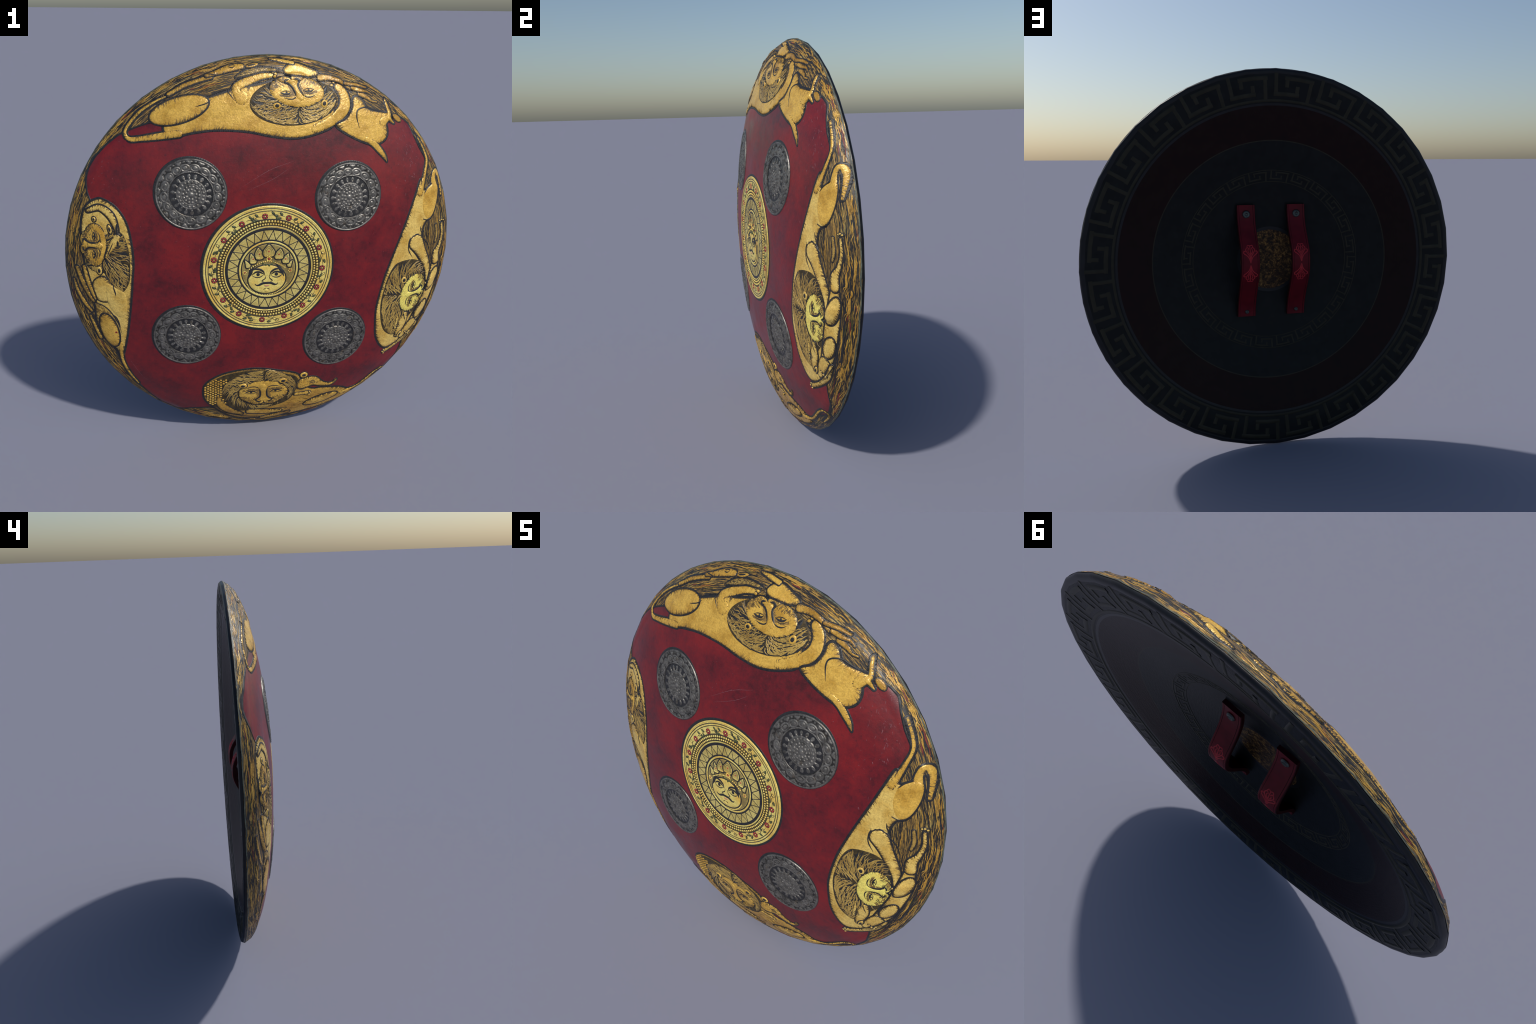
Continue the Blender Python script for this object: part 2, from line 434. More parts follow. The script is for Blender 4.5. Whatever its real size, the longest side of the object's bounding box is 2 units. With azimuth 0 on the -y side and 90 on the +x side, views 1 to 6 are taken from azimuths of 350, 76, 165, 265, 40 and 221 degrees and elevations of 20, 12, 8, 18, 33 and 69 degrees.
class Strokes:
    """many thin raised strokes joined into one mesh"""
    def __init__(self): self.v = []; self.f = []; self.n = 0
    def add(self, points, width, rise=.0009, taper=(.25, .25), closed=False, smooth=True, step=.006):
        p = np.array(points, float)
        s = spline(p, closed, step) if smooth and len(p) > 2 else p
        s = keep_on_disc(s, .997); m = len(s)
        if m < 2: return
        d = np.gradient(s, axis=0) if not closed else np.roll(s, -1, 0) - np.roll(s, 1, 0)
        d /= np.maximum(np.linalg.norm(d, axis=1, keepdims=True), 1e-9)
        n = np.stack([-d[:, 1], d[:, 0]], -1)
        w = np.full(m, width / 2)
        if not closed:
            t = np.linspace(0, 1, m)
            if taper[0] > 0: w = w * np.clip(.15 + t / taper[0], 0, 1)
            if taper[1] > 0: w = w * np.clip(.15 + (1 - t) / taper[1], 0, 1)
        q = s[:, None] + n[:, None] * w[:, None, None] * np.array([-1, -.5, .5, 1])[None, :, None]
        up = np.array([.0001, rise, rise, .0001])
        self.v.append(on_front(q[..., 0], q[..., 1], top_height(q[..., 0], q[..., 1]) + up).reshape(-1, 3))
        for i in range(m if closed else m - 1):
            j = (i + 1) % m
            for c in range(3):
                a = self.n + i * 4 + c; b = self.n + j * 4 + c
                self.f.append((a, b, b + 1, a + 1))
        self.n += 4 * m
    def darts(self, a, b, width, rise=.0007):
        """short straight strokes from a to b, widest at a"""
        a = keep_on_disc(np.asarray(a, float)); b = keep_on_disc(np.asarray(b, float))
        if not len(a): return
        d = b - a; d /= np.maximum(np.linalg.norm(d, axis=1, keepdims=True), 1e-9); n = np.stack([-d[:, 1], d[:, 0]], -1) * (np.asarray(width) / 2)[..., None]
        q = np.stack([a + n, a - n, (a * .3 + b * .7) - n * .5, b, (a * .3 + b * .7) + n * .5, a * .6 + b * .4], 1)
        up = np.array([.0001, .0001, .0001, .0001, .0001, rise])
        self.v.append(on_front(q[..., 0], q[..., 1], top_height(q[..., 0], q[..., 1]) + up).reshape(-1, 3))
        for i in range(len(a)):
            o = self.n + 6 * i; self.f += [(o, o + 1, o + 5), (o + 1, o + 2, o + 5), (o + 2, o + 3, o + 5), (o + 3, o + 4, o + 5), (o + 4, o, o + 5)]
        self.n += 6 * len(a)
    def ring(self, cx, cz, r, width, rise=.0009, n=None):
        n = n or max(16, int(TAU * r / .006)); a = np.arange(n) / n * TAU
        self.add(np.stack([cx + r * np.cos(a), cz + r * np.sin(a)], -1), width, rise, (0, 0), True, False)
    def build(self, name, material, parent, stuff=True):
        if not self.v: return None
        ob = add_object(name, np.concatenate(self.v), self.f, material, parent)
        if stuff: ob["kind"] = "stuff"
        return ob

class Beads:
    """many small domes joined into one mesh"""
    def __init__(self): self.v = []; self.f = []; self.n = 0
    def add(self, x, z, rx, rz=None, turn=0.0, rise=.002, n=10):
        rz = rz or rx; t = math.radians(turn); rows = []
        base = float(top_height(np.array([x]), np.array([z]))[0])
        for k, up in ((1, -.0003), (.8, .55), (.45, .88)):
            a = np.arange(n) / n * TAU
            u, w = rx * k * np.cos(a), rz * k * np.sin(a)
            hh = base + (up if k == 1 else up * rise)
            rows.append(on_front(x + u * math.cos(t) - w * math.sin(t), z + u * math.sin(t) + w * math.cos(t), np.full(n, hh)))
        rows.append(on_front(np.array([x]), np.array([z]), np.array([base + rise])))
        self.v.append(np.concatenate(rows))
        for ringi in range(2):
            for i in range(n):
                j = (i + 1) % n; a = self.n + ringi * n
                self.f.append((a + i, a + j, a + n + j, a + n + i))
        for i in range(n):
            self.f.append((self.n + 2 * n + i, self.n + 2 * n + (i + 1) % n, self.n + 3 * n))
        self.n += 3 * n + 1
    build = Strokes.build

# ------------------------------------------------------------------ the shield itself
shield = bpy.data.objects.new("shield", None)
bpy.context.scene.collection.objects.link(shield)
shield["label"] = "round red lacquered shield with gilded lion panels"
shield["category"] = "shield"

def lathe(name, radii, place, zones, mats, parent, segs=SIDES * 12, inward=False):
    """surface of revolution in the disc frame; zones(r) picks the ring's material"""
    a = np.arange(segs) / segs * TAU; V = []; F = []; M = []
    V.append(place(np.zeros(1), np.zeros(1), 0))
    for r in radii:
        w = float(np.clip((r - .93) / .06, 0, 1)); w = w * w * (3 - 2 * w)
        c = 1 + (polygon_radius(a) - 1) * w
        V.append(place(r * c * np.cos(a), r * c * np.sin(a), 0))
    for i in range(segs):
        j = (i + 1) % segs
        t = (0, 1 + i, 1 + j); F.append(t[::-1] if inward else t); M.append(zones(radii[0] / 2))
        for k in range(len(radii) - 1):
            o = 1 + k * segs
            q = (o + i, o + segs + i, o + segs + j, o + j)
            F.append(q[::-1] if inward else q); M.append(zones((radii[k] + radii[k + 1]) / 2))
    return add_object(name, np.concatenate(V), F, None, parent, True, mats, M)

dome = lathe("lacquered_dome", list(np.linspace(.01, .9, 70)) + list(np.linspace(.905, 1.0, 24)),
             on_front, lambda r: 1 if r > .986 else 0, [RED, RIMBLACK], shield)

ZONES = [(.163, 0), (.180, 1), (.638, 2), (.643, 3), (.815, 4), (.826, 1), (1.01, 2)]
zone_r = sorted(set([z for z, _ in ZONES if z < 1] + list(np.linspace(.02, .988, 62))))
zone_r = [r for i, r in enumerate(zone_r) if i == 0 or r - zone_r[i - 1] > 1e-4]
lining_ob = lathe("leather_lining", zone_r, on_back, lambda r: next(m for z, m in ZONES if r < z),
                  [RUST, RIMBLACK, SLATE, KEYS, OXBLOOD], shield, inward=True)

# black edge wall joining front and back
a = np.arange(SIDES * 6) / (SIDES * 6) * TAU; c = polygon_radius(a)
F = []; n = len(a)
rows = [(.9985, float(front_y(1.0)) - .002), (1.0, .1005), (.998, .107), (.994, .1115), (.987, .1133), (.975, .1133), (.965, .109)]
V = [np.stack([r * c * np.cos(a), np.full(n, y), CZ + r * c * np.sin(a)], -1) for r, y in rows]
for k in range(len(rows) - 1):
    for i in range(n):
        j = (i + 1) % n
        F.append((k * n + i, (k + 1) * n + i, (k + 1) * n + j, k * n + j))
add_object("black_rim", np.concatenate(V), F, RIMBLACK, shield)

# ------------------------------------------------------------------ rim frieze
# inner radius of the engraved band by direction: it nearly vanishes at the four diagonals, where
# the red field reaches the rim, and swells behind each lion
BAND = [(0, .80), (16, .80), (23, .85), (28, .912), (31, .945), (36, .945), (40, .957), (43.5, .974), (46.5, .966),
        (49, .945), (52, .90), (60, .84), (75, .80), (90, .79), (110, .80), (122, .86), (132, .923), (137, .955),
        (141, .969), (146, .981), (150, .983), (153, .972), (156, .945), (159, .90), (166, .86), (180, .82), (200, .84),
        (210, .90), (216, .925), (224, .945), (231, .968), (236, .981), (240, .977), (244, .93), (249, .885),
        (256, .86), (270, .84), (290, .86), (300, .93), (308, .947), (314, .978), (320, .967), (325, .93), (330, .88),
        (336, .83), (346, .80)]
ba = np.array([b[0] for b in BAND] + [360 + BAND[0][0]]); br = np.array([b[1] for b in BAND] + [BAND[0][1]])
def band_in(phi_deg): return np.interp(np.mod(phi_deg, 360), ba, br)

segs = 720; steps = 14
ang = np.arange(segs) / segs * TAU
inner = band_in(np.degrees(ang))
for _ in range(2): inner = (np.roll(inner, 1) + inner + np.roll(inner, -1)) / 3
V = []; F = []; M = []
for k in range(steps + 1):
    t = k / steps
    r = inner + (.9995 - inner) * t
    cc = 1 + (polygon_radius(ang) - 1) * np.clip((r - .93) / .06, 0, 1)
    h = .0016 * min(1, k * 3 / steps) if k else -.0006
    if k == steps: h = .0008
    V.append(on_front(r * cc * np.cos(ang), r * cc * np.sin(ang), np.full(segs, h)))
for k in range(steps):
    for i in range(segs):
        j = (i + 1) % segs
        F.append((k * segs + i, (k + 1) * segs + i, (k + 1) * segs + j, k * segs + j))
frieze = add_object("rim_frieze", np.concatenate(V), F, SCRIBBLE, shield)
WX, WZ = np.meshgrid(GX, GX); WR = np.hypot(WX, WZ)
HEIGHT[WR > band_in(np.degrees(np.arctan2(WZ, WX)))] = .0016

edge_line = Strokes()
edge_line.add(np.stack([inner * np.cos(ang), inner * np.sin(ang)], -1), .008, .0012, (0, 0), True, False)
edge_line.build("frieze_border", INK, frieze)
patina = Strokes()
patina.ring(0, 0, .9955, .0035, .0003, 480)
patina.build("verdigris_edge", PATINA, frieze)

# ------------------------------------------------------------------ sun medallion
MX, MZ, MR = -.020, .003, .322
relief("medallion_contour", oval(MX - .002, MZ, MR + .012, MR + .012), INK, shield, .0012, .006)
medallion = relief("medallion", oval(MX, MZ, MR, MR), MEDAL, shield, .0022, .012, .0075)

def at(deg, r): return (MX + r * MR * math.cos(math.radians(deg)), MZ + r * MR * math.sin(math.radians(deg)))
def annulus(name, r0, r1, material, rise):
    s = Strokes(); s.ring(MX, MZ, (r0 + r1) / 2 * MR, (r1 - r0) * MR, rise, 220)
    return s.build(name, material, medallion, False)
annulus("ray_ground", .47, .640, MEDAL_DULL, .0003)
annulus("pearl_channel", .690, .786, MANE, .0003)
lines = Strokes()
for r, w in ((.955, .0042), (.920, .0040), (.794, .0046), (.686, .0040), (.662, .0030), (.640, .0120), (.466, .0095), (.418, .0066)):
    lines.ring(MX, MZ, r * MR, w, .0008)
hatch = Strokes()
RAYS = 27
for i in range(RAYS):
    b = i * 360 / RAYS + 4; half = 180 / RAYS
    lines.add([at(b - half, .477), at(b, .622)], .0046, .0009, (0, 0), smooth=False)
    lines.add([at(b, .622), at(b + half, .477)], .0046, .0009, (0, 0), smooth=False)
    for o in (-.28, 0, .28):
        hatch.add([at(b + o * half, .50), at(b + o * half * .5, .565)], .0020, .0005, (.3, .3), smooth=False)
        hatch.add([at(b + half + o * half * .6, .565), at(b + half + o * half * 1.2, .61)], .0020, .0005, (.3, .3), smooth=False)
lines.build("engraved_line", INK, medallion)
hatch.build("ray_hatching", MANE, medallion)
for nm, r, w in (("gold_ring", .441, .009), ("gold_ring", .682, .004), ("gold_ring", .985, .007)):
    s = Strokes(); s.ring(MX, MZ, r * MR, w, .0016); s.build(nm, MEDAL, medallion, False)
pearls = Beads()
for i in range(108): pearls.add(*at(i * 360 / 108, .762), .0058, rise=.0024, n=8)
for i in range(112): pearls.add(*at(i * 360 / 112 + 1.3, .716), .0051, rise=.0026, n=8)
pearls.build("pearl", MEDAL, medallion)
petals = Beads(); hearts = Beads(); leaves = Beads(); dark = Beads(); vine = Strokes()
for i in range(15):
    b = 95 + 24 * i + rng.uniform(-2, 2); R = .846 + rng.uniform(-.01, .01)
    x, z = at(b, R)
    dark.add(x, z, .0172, rise=.0006, n=14)
    for k in range(6):
        q = TAU * k / 6
        petals.add(x + .0100 * math.cos(q), z + .0100 * math.sin(q), .0050, rise=.0022, n=8)
    hearts.add(x, z, .0042, rise=.0024, n=8)
    for s, o in ((8, .035), (12, -.040), (15.5, .035), (9.5, -.035), (14, .0)):
        x2, z2 = at(b + s + rng.uniform(-1, 1), R + o)
        tn = b + rng.choice((40, 75, 115, 150)) + rng.uniform(-15, 15)
        dark.add(x2, z2, .0125, .0070, tn, .0006, 10)
        (leaves if rng.random() < .7 else hearts).add(x2, z2, .0095, .0042, tn, .0018, 8)
    vine.add([at(b + 3, R), at(b + 8, R + .01), at(b + 12, R - .01), at(b + 17, R + .008), at(b + 21, R)], .0030, .0006)
vine.build("vine", INK, medallion); dark.build("flower_ground", INK, medallion)
leaves.build("leaf", LEAF, medallion); petals.build("flower_petal", RUBY, medallion); hearts.build("flower_heart", MEDAL, medallion)

# the moustached sun face with its crown, in medallion units (u right, v up, 1 = .0095 m)
FX, FZ, FU = -.028, -.047, .0945
def fp(u, v): return (FX + u * FU, FZ + v * FU)
relief("face_ground", oval(MX, MZ, MR * .405, MR * .405), MEDAL_DARK, medallion, .0006, .004)
relief("face_contour", oval(FX, FZ, FU * 1.045, .0795), INK, medallion, .0008, .004)
sunface = relief("sun_face", oval(FX, FZ, FU * .985, .0745), MEDAL, medallion, .0030, .03)
crown_lobes = [(-.020, .098, .030, .030), (-.066, .086, .024, .028), (.030, .080, .024, .026), (-.097, .062, .019, .025),
               (.064, .055, .020, .024), (-.122, .036, .014, .020), (.083, .028, .013, .018)]
for x, z, rx, rz in crown_lobes[::-1]:
    lean = (x + .02) * .16
    piece("crown_lobe", blob([(x - rx * .8, z - rz * .9), (x - rx * 1.02, z - rz * .1), (x - rx * .62 + lean * .5, z + rz * .62), (x + lean, z + rz * 1.22),
                              (x + rx * .62 + lean * .5, z + rz * .62), (x + rx * 1.02, z - rz * .1), (x + rx * .8, z - rz * .9), (x, z - rz * 1.1)]), MEDAL_DULL, medallion, .0016, .006, .0050, 0)
gems = Beads(); drops = Beads(); cb = Beads()
lace = Strokes()
for q in range(46):
    t = q / 45; xx = FX - .104 + .208 * t; zz = -.004 + .052 * math.sin(math.pi * t)
    lace.add([(xx, zz), (xx + (t - .5) * .010, zz + .013)], .0024, .0005, (.2, .2), smooth=False)
lace.build("crown_lace", MANE, medallion)
face_ink = Strokes()
for x, z, rx, rz in crown_lobes[:5]:
    face_ink.add([(x - rx * .5, z - rz * .4), (x - rx * .4, z + rz * .2), (x, z + rz * .55), (x + rx * .4, z + rz * .2), (x + rx * .5, z - rz * .4)], .0016, .0006)
    face_ink.add([(x - rx * .72, z - rz * .5), (x - rx * .62, z + rz * .25), (x, z + rz * .90), (x + rx * .62, z + rz * .25), (x + rx * .72, z - rz * .5)], .0022, .0006)
    gems.add(x, z, .0042, rise=.0022, n=8)
    for q in range(5): cb.add(x - rx * .6 + rx * .3 * q, z - rz * .75, .0026, rise=.0020, n=7)
for i in range(19):
    t = i / 18; cb.add(FX + (-.088 + .176 * t), .010 + .036 * math.sin(math.pi * t), .0042, rise=.0030, n=8)
for k in range(8): cb.add(-.019 + .0105 * math.cos(k * TAU / 8), .058 + .0105 * math.sin(k * TAU / 8), .0044, rise=.0034, n=8)
gems.add(-.019, .058, .0055, rise=.004, n=10)
for x, z in ((-.049, .037), (-.034, .029), (-.018, .026), (-.005, .031), (.004, .041)): drops.add(x, z, .0058, .0068, 0, .0026, 10)
for sx in (-.138, .088):
    for k in range(6): cb.add(sx + .008 * math.cos(k * TAU / 6), -.008 + .008 * math.sin(k * TAU / 6), .0034, rise=.0026, n=8)
    gems.add(sx, -.008, .0036, rise=.0026, n=8)
for i in range(30):
    q = math.radians(200 + i * 140 / 29); cb.add(FX + .103 * math.cos(q), -.040 + .092 * math.sin(q), .0032, rise=.0022, n=8)
cb.build("crown_pearl", MEDAL, medallion); gems.build("crown_gem", RUBY, medallion); drops.build("crown_drop", LEAF, medallion)
# hair at the temples, brows, eyes, nose, moustache, mouth and chin
face_ink.add([fp(-.97, .10), fp(-.86, .42), (-.105, .012), (-.078, .030)], .019, .0012, (.4, .5))
face_ink.add([fp(.90, .12), fp(.78, .40), (.026, .022), (.010, .034)], .017, .0012, (.4, .5))
for s, cx, cz in ((-1, -.074, -.021), (1, .019, -.024)):
    face_ink.add([(cx + s * .036, cz + .018), (cx + s * .016, cz + .030), (cx - s * .010, cz + .028), (cx - s * .029, cz + .013), (cx - s * .034, cz - .004)], .0105, .0012, (.5, .3))
    face_ink.add([(cx - .030, cz - .001), (cx - .012, cz + .013), (cx + .010, cz + .013), (cx + .031, cz + .001)], .0062, .0010, (.3, .3))
    face_ink.add([(cx - .030, cz - .001), (cx - .010, cz - .012), (cx + .010, cz - .012), (cx + .031, cz + .001)], .0054, .0010, (.3, .3))
    face_ink.ring(cx - s * .001, cz + .0025, .0044, .0088, .0012, 18)
    face_ink.add([(cx - .028, cz + .004), (cx - .010, cz + .016), (cx + .010, cz + .016), (cx + .029, cz + .005)], .0075, .0011, (.4, .4))
    face_ink.add([(-.0255 + s * .0085, -.024), (-.0255 + s * .0105, -.040), (-.0275 + s * .026, -.054), (-.0275 + s * .016, -.059)], .0056, .0010, (.4, .3))
    face_ink.add([(-.029, -.0655), (-.029 + s * .020, -.0665), (-.029 + s * .040, -.0755), (-.030 + s * .052, -.074), (-.031 + s * .057, -.066)], .0120, .0016, (.0, .6))
    face_ink.add([(-.030 + s * .002, -.0955), (-.030 + s * .010, -.0965), (-.030 + s * .016, -.101)], .0045, .0008, (.3, .4))
face_ink.build("face_line", INK, medallion)
mouth = Beads(); mouth.add(-.029, -.0795, .0145, .0042, 0, .0022, 12); mouth.build("mouth", LIP, medallion, False)
chin = Beads(); chin.add(-.030, -.1065, .0105, .0065, 0, .0020, 12); chin.build("chin", MEDAL, medallion, False)

# ------------------------------------------------------------------ pewter bosses
def boss(cx, cz, R, turn, lobes):
    relief("boss_contour", oval(cx - .003, cz + .004, R + .006, R + .006), INK, shield, .0006, .004)
    rings, sg = 84, 320
    a = np.arange(sg) / sg * TAU; V = []; F = []; M = []; depth = []
    def dome(d): return np.sqrt(np.maximum(0, 1 - d * d))
    def ridge(d, at_, w): return np.exp(-((d - at_) / w) ** 2)
    def row(p, count, q, rr, su, sq):
        return np.hypot((np.mod(p * count / TAU, 1) - .5) * TAU * rr / count / su, (q - rr) / sq)
    for k in range(rings + 1):
        q = max(k / rings, 1e-4); x = cx + R * q * np.cos(a); z = cz + R * q * np.sin(a)
        p = a + turn + .035 * np.sin(3 * a + turn); h = np.full(sg, .0022)
        h += .0030 * ridge(q, .968, .020)                                     # raised edge
        h -= .0042 * math.exp(-((q - .515) / .088) ** 6)                      # sunk channel
        h += .0026 * ridge(q, .622, .014) * (.75 + .25 * np.cos(p * 72))
        dl = row(p, lobes, q, .745, TAU * .745 / lobes * .44, .088)           # scalloped border
        h += (.0034 + .0012 * np.sin(p * 5 + turn)) * dome(dl) + .0022 * ridge(dl, 1.0, .14) - .0022 * ridge(dl, .66, .14)
        h += .0034 * dome(row(p + .5 * TAU / lobes, lobes, q, .880, .056, .050))
        h += .0024 * dome(row(p, lobes * 3, q, .908, .032, .028))
        h += .0040 * dome(row(p, 18, q, .505, .062, .080)) + .0030 * dome(row(p, 18, q, .450, .036, .034))   # petals in the channel
        h += .0024 * ridge(q, .400, .014) + .0018 * ridge(q, .285, .012)
        for rr, cnt, sz in ((.345, 20, .038), (.225, 14, .036), (.140, 9, .036)):
            h += .0032 * dome(row(p, cnt, q, rr, sz, sz))
        h += .0008 * dome(np.full(sg, min(1, q / .40))) + .0040 * dome(np.full(sg, min(1, q / .065)))
        depth.append(h.copy())
        if k == rings: h = np.full(sg, -.0008)
        V.append(on_front(x, z, h + .0004))
    for k in range(rings):
        q = (k + .5) / rings
        for i in range(sg):
            j = (i + 1) % sg
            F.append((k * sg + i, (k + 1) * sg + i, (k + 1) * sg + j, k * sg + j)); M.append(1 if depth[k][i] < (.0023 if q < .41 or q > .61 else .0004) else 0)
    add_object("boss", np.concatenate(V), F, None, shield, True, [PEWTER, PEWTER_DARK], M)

boss(-.386, .385, .167, .3, 17)
boss(.378, .345, .167, .9, 16)
boss(-.425, -.345, .167, 1.7, 16)
boss(.346, -.415, .170, 2.2, 17)

# ------------------------------------------------------------------ animals: shared drawing rules
def affine(e1, e2, nose):
    """face frame: eyes at (-1, 0) and (1, 0), tip of the nose at (0, -1)"""
    e1, e2, nose = map(np.array, (e1, e2, nose)); mid = (e1 + e2) / 2
    U, W = (e2 - e1) / 2, mid - nose
    return lambda pts: np.array([mid + U * u + W * v for u, v in pts])

def unit_oval(cu, cv, ru, rv, n=44): return [(cu + ru * math.cos(k * TAU / n), cv + rv * math.sin(k * TAU / n)) for k in range(n)]

def flow_hair(poly, hole, centre, parent, width=.0120, swirl=.8, layers=6, split=0.0, long=.42):
    """rings of curling locks, laid from the outside in so that each ring covers the roots of the one before;
    they sweep to either side of a parting"""
    pm, hm = Mask(poly), Mask(hole); cx, cz = centre
    steps = np.arange(0, 1.2, .0015)
    for layer in range(layers):
        f = 1 - (layer + 1) / layers; lock, ink = Strokes(), Strokes(); th = rng.uniform(0, .3)
        while th < TAU + .1:
            x, z = cx + steps * math.cos(th), cz + steps * math.sin(th)
            free = pm.has(x, z) & ~hm.has(x, z); idx = np.where(free)[0]
            if len(idx) < 5: th += .05; continue
            r0, r1 = steps[idx[0]], steps[idx[-1]]
            side = 1 if math.sin(th - split) > 0 else -1
            a0 = r0 + (r1 - r0) * min(1, max(0, f + rng.uniform(-.08, .08))); a1 = a0 + max(.016, (r1 - r0) * long) * rng.uniform(.7, 1.1)
            sw = side * swirl * rng.uniform(.5, 1.3); pts = []
            for k in range(5):
                t = k / 4; rr = a0 + (min(a1, r1 - .002) - a0) * t; ph = th + sw * (t ** 1.4) * .028 / max(rr, .03) * 1.6 + .035 * math.sin(t * 5 + th * 3)
                pts.append((cx + rr * math.cos(ph), cz + rr * math.sin(ph)))
            P = np.array(pts); wd = width * rng.uniform(.6, 1.15)
            if pm.has(P[:, 0], P[:, 1]).all() and not hm.has(P[1:, 0], P[1:, 1]).any():
                up = .0002 + .00022 * layer
                ink.add(pts, wd * 1.2, up, (.1, .5), step=.008)
                if rng.random() < .90: lock.add(pts, wd * .54, up + .0008, (.15, .6), step=.008)
            th += wd * .92 / max((a0 + a1) / 2, .03)
        ink.build("mane_line", INK, parent); lock.build("mane_lock", LOCK, parent)

def hatching(poly, count, parent, angle, length=.014, width=.0016, name="hatching", material=None, spread=25):
    pm = Mask(poly); m = count * 4
    a = nrng.uniform(pm.lo, pm.hi, (m, 2)); d = np.radians(angle + nrng.uniform(-spread, spread, m)); L = length * nrng.uniform(.5, 1.2, m)
    b = a + np.stack([np.cos(d), np.sin(d)], -1) * L[:, None]
    k = pm.has(a[:, 0], a[:, 1]) & pm.has(b[:, 0], b[:, 1]); a, b = a[k][:count], b[k][:count]
    s = Strokes(); s.darts(a, b, np.full(len(a), width * 1.3)); s.build(name, material or INK, parent)

def ear(x, z, rx, rz, parent, material, turn=0):
    piece("ear", oval(x, z, rx * 1.1, rz * 1.1, turn), material, parent, .0042, .008, .0045, 0)
    relief("ear_hollow", oval(x, z, rx * .52, rz * .52, turn), INK, parent, .0008, .003)

def lion_face(parent, e1, e2, nose, material, ru=2.02, top=1.15, low=-1.55, k=1.0, brow=True):
    A = affine(e1, e2, nose)
    out = np.array(A(unit_oval(0, (top + low) / 2, ru, (top - low) / 2)))
    relief("face_shadow", grown(out, .0018), INK, parent, .0005, .004)
    relief("face", out, material, parent, .0026, .04)
    for m in (-1, 1): piece("muzzle", A(unit_oval(m * .52, -1.12, .56, .30, 26)), material, parent, .0022, .02, .0016, 0)
    relief("nose", A([(-.33, .55), (-.25, .0), (-.26, -.5), (-.40, -.80), (-.26, -1.02), (.26, -1.02), (.40, -.80), (.26, -.5), (.25, .0), (.33, .55), (.14, .85), (-.14, .85)]), material, parent, .0022, .014)
    s = Strokes(); W = .0056 * k
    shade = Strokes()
    for m in (-1, 1):                                                          # brown strokes paint shadow into sockets, cheeks and nose sides
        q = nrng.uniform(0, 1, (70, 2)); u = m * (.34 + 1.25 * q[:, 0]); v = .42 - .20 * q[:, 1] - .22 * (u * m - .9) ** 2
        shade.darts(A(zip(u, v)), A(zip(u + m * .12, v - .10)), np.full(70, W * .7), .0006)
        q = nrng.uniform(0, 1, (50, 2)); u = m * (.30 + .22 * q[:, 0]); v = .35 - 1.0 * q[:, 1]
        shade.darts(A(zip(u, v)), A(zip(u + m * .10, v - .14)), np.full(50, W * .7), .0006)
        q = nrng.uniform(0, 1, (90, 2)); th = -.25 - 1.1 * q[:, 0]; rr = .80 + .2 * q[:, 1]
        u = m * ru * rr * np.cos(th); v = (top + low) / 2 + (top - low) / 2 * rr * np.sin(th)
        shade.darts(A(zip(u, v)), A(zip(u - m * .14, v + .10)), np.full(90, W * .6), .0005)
    shade.build("face_shading", SHADE_BROWN, parent)
    for m in (-1, 1):
        s.add(A([(m * .20, -1.04), (m * .48, -1.04), (m * .66, -.86), (m * .46, -.70), (m * .29, -.45), (m * .27, .05), (m * .36, .46)]), W * 1.7, .0012, (.12, .25))
        s.add(A([(m * .34, .42), (m * .62, .58), (m * 1.02, .58), (m * 1.45, .40)]), W * 1.0, .0010, (.1, .5))   # brow
        s.add(A([(m * .52, -.04), (m * .82, .12), (m * 1.15, .11), (m * 1.52, -.06)]), W * 1.45, .0012)           # upper lid
        s.add(A([(m * .56, -.05), (m * .84, -.13), (m * 1.15, -.13), (m * 1.42, -.06)]), W * .7, .0009)           # lower lid
        s.add(A([(m * .50, .16), (m * .85, .31), (m * 1.2, .27), (m * 1.55, .10)]), W * .55, .0008)
        c = A([(m * .98, .02), (m * .98 + .10, .02)]); rad = float(np.hypot(*(c[1] - c[0]))); s.ring(*c[0], rad * .5, rad, .0013, 12)
        s.add(A([(0, -1.06), (m * .06, -1.24), (m * .45, -1.42), (m * .95, -1.36), (m * 1.32, -1.10), (m * 1.52, -.88)]), W * 1.3, .0012, (.1, .4))
    u = nrng.uniform(.5, 1.75, 60) * nrng.choice((-1, 1), 60); v = -.38 - .30 * nrng.uniform(0, 1, 60) - .28 * (1.3 - np.abs(u)).clip(0, 1)
    s.darts(A(zip(u, v)), A(zip(u + .16 * np.sign(u), v - .22)), np.full(60, W * .34))                # whisker marks
    u = nrng.uniform(.15, .95, 40) * nrng.choice((-1, 1), 40); v = nrng.uniform(-1.24, -.90, 40)
    s.darts(A(zip(u, v)), A(zip(u + .03, v - .07)), np.full(40, W * .40))
    th = nrng.uniform(0, TAU, 120); rr = nrng.uniform(.84, 1.0, 120); mid = (top + low) / 2; hh = (top - low) / 2
    s.darts(A(zip(ru * 1.03 * np.cos(th), mid + hh * 1.03 * np.sin(th))), A(zip(ru * rr * np.cos(th + .06), mid + hh * rr * np.sin(th + .06))), nrng.uniform(W * .3, W * .6, 120))
    s.build("face_line", INK, parent)
    return out

def toes(points, r, parent, material):
    for x, z in points:
        piece("toe", oval(x, z, r * 1.1, r * .9), material, parent, .0016, .004, .0030, 0)

def ink_lines(parent, *curves, width=.005):
    s = Strokes()
    for c in curves: s.add(c, width, .0012, (.25, .35))
    s.build("engraved_line", INK, parent)

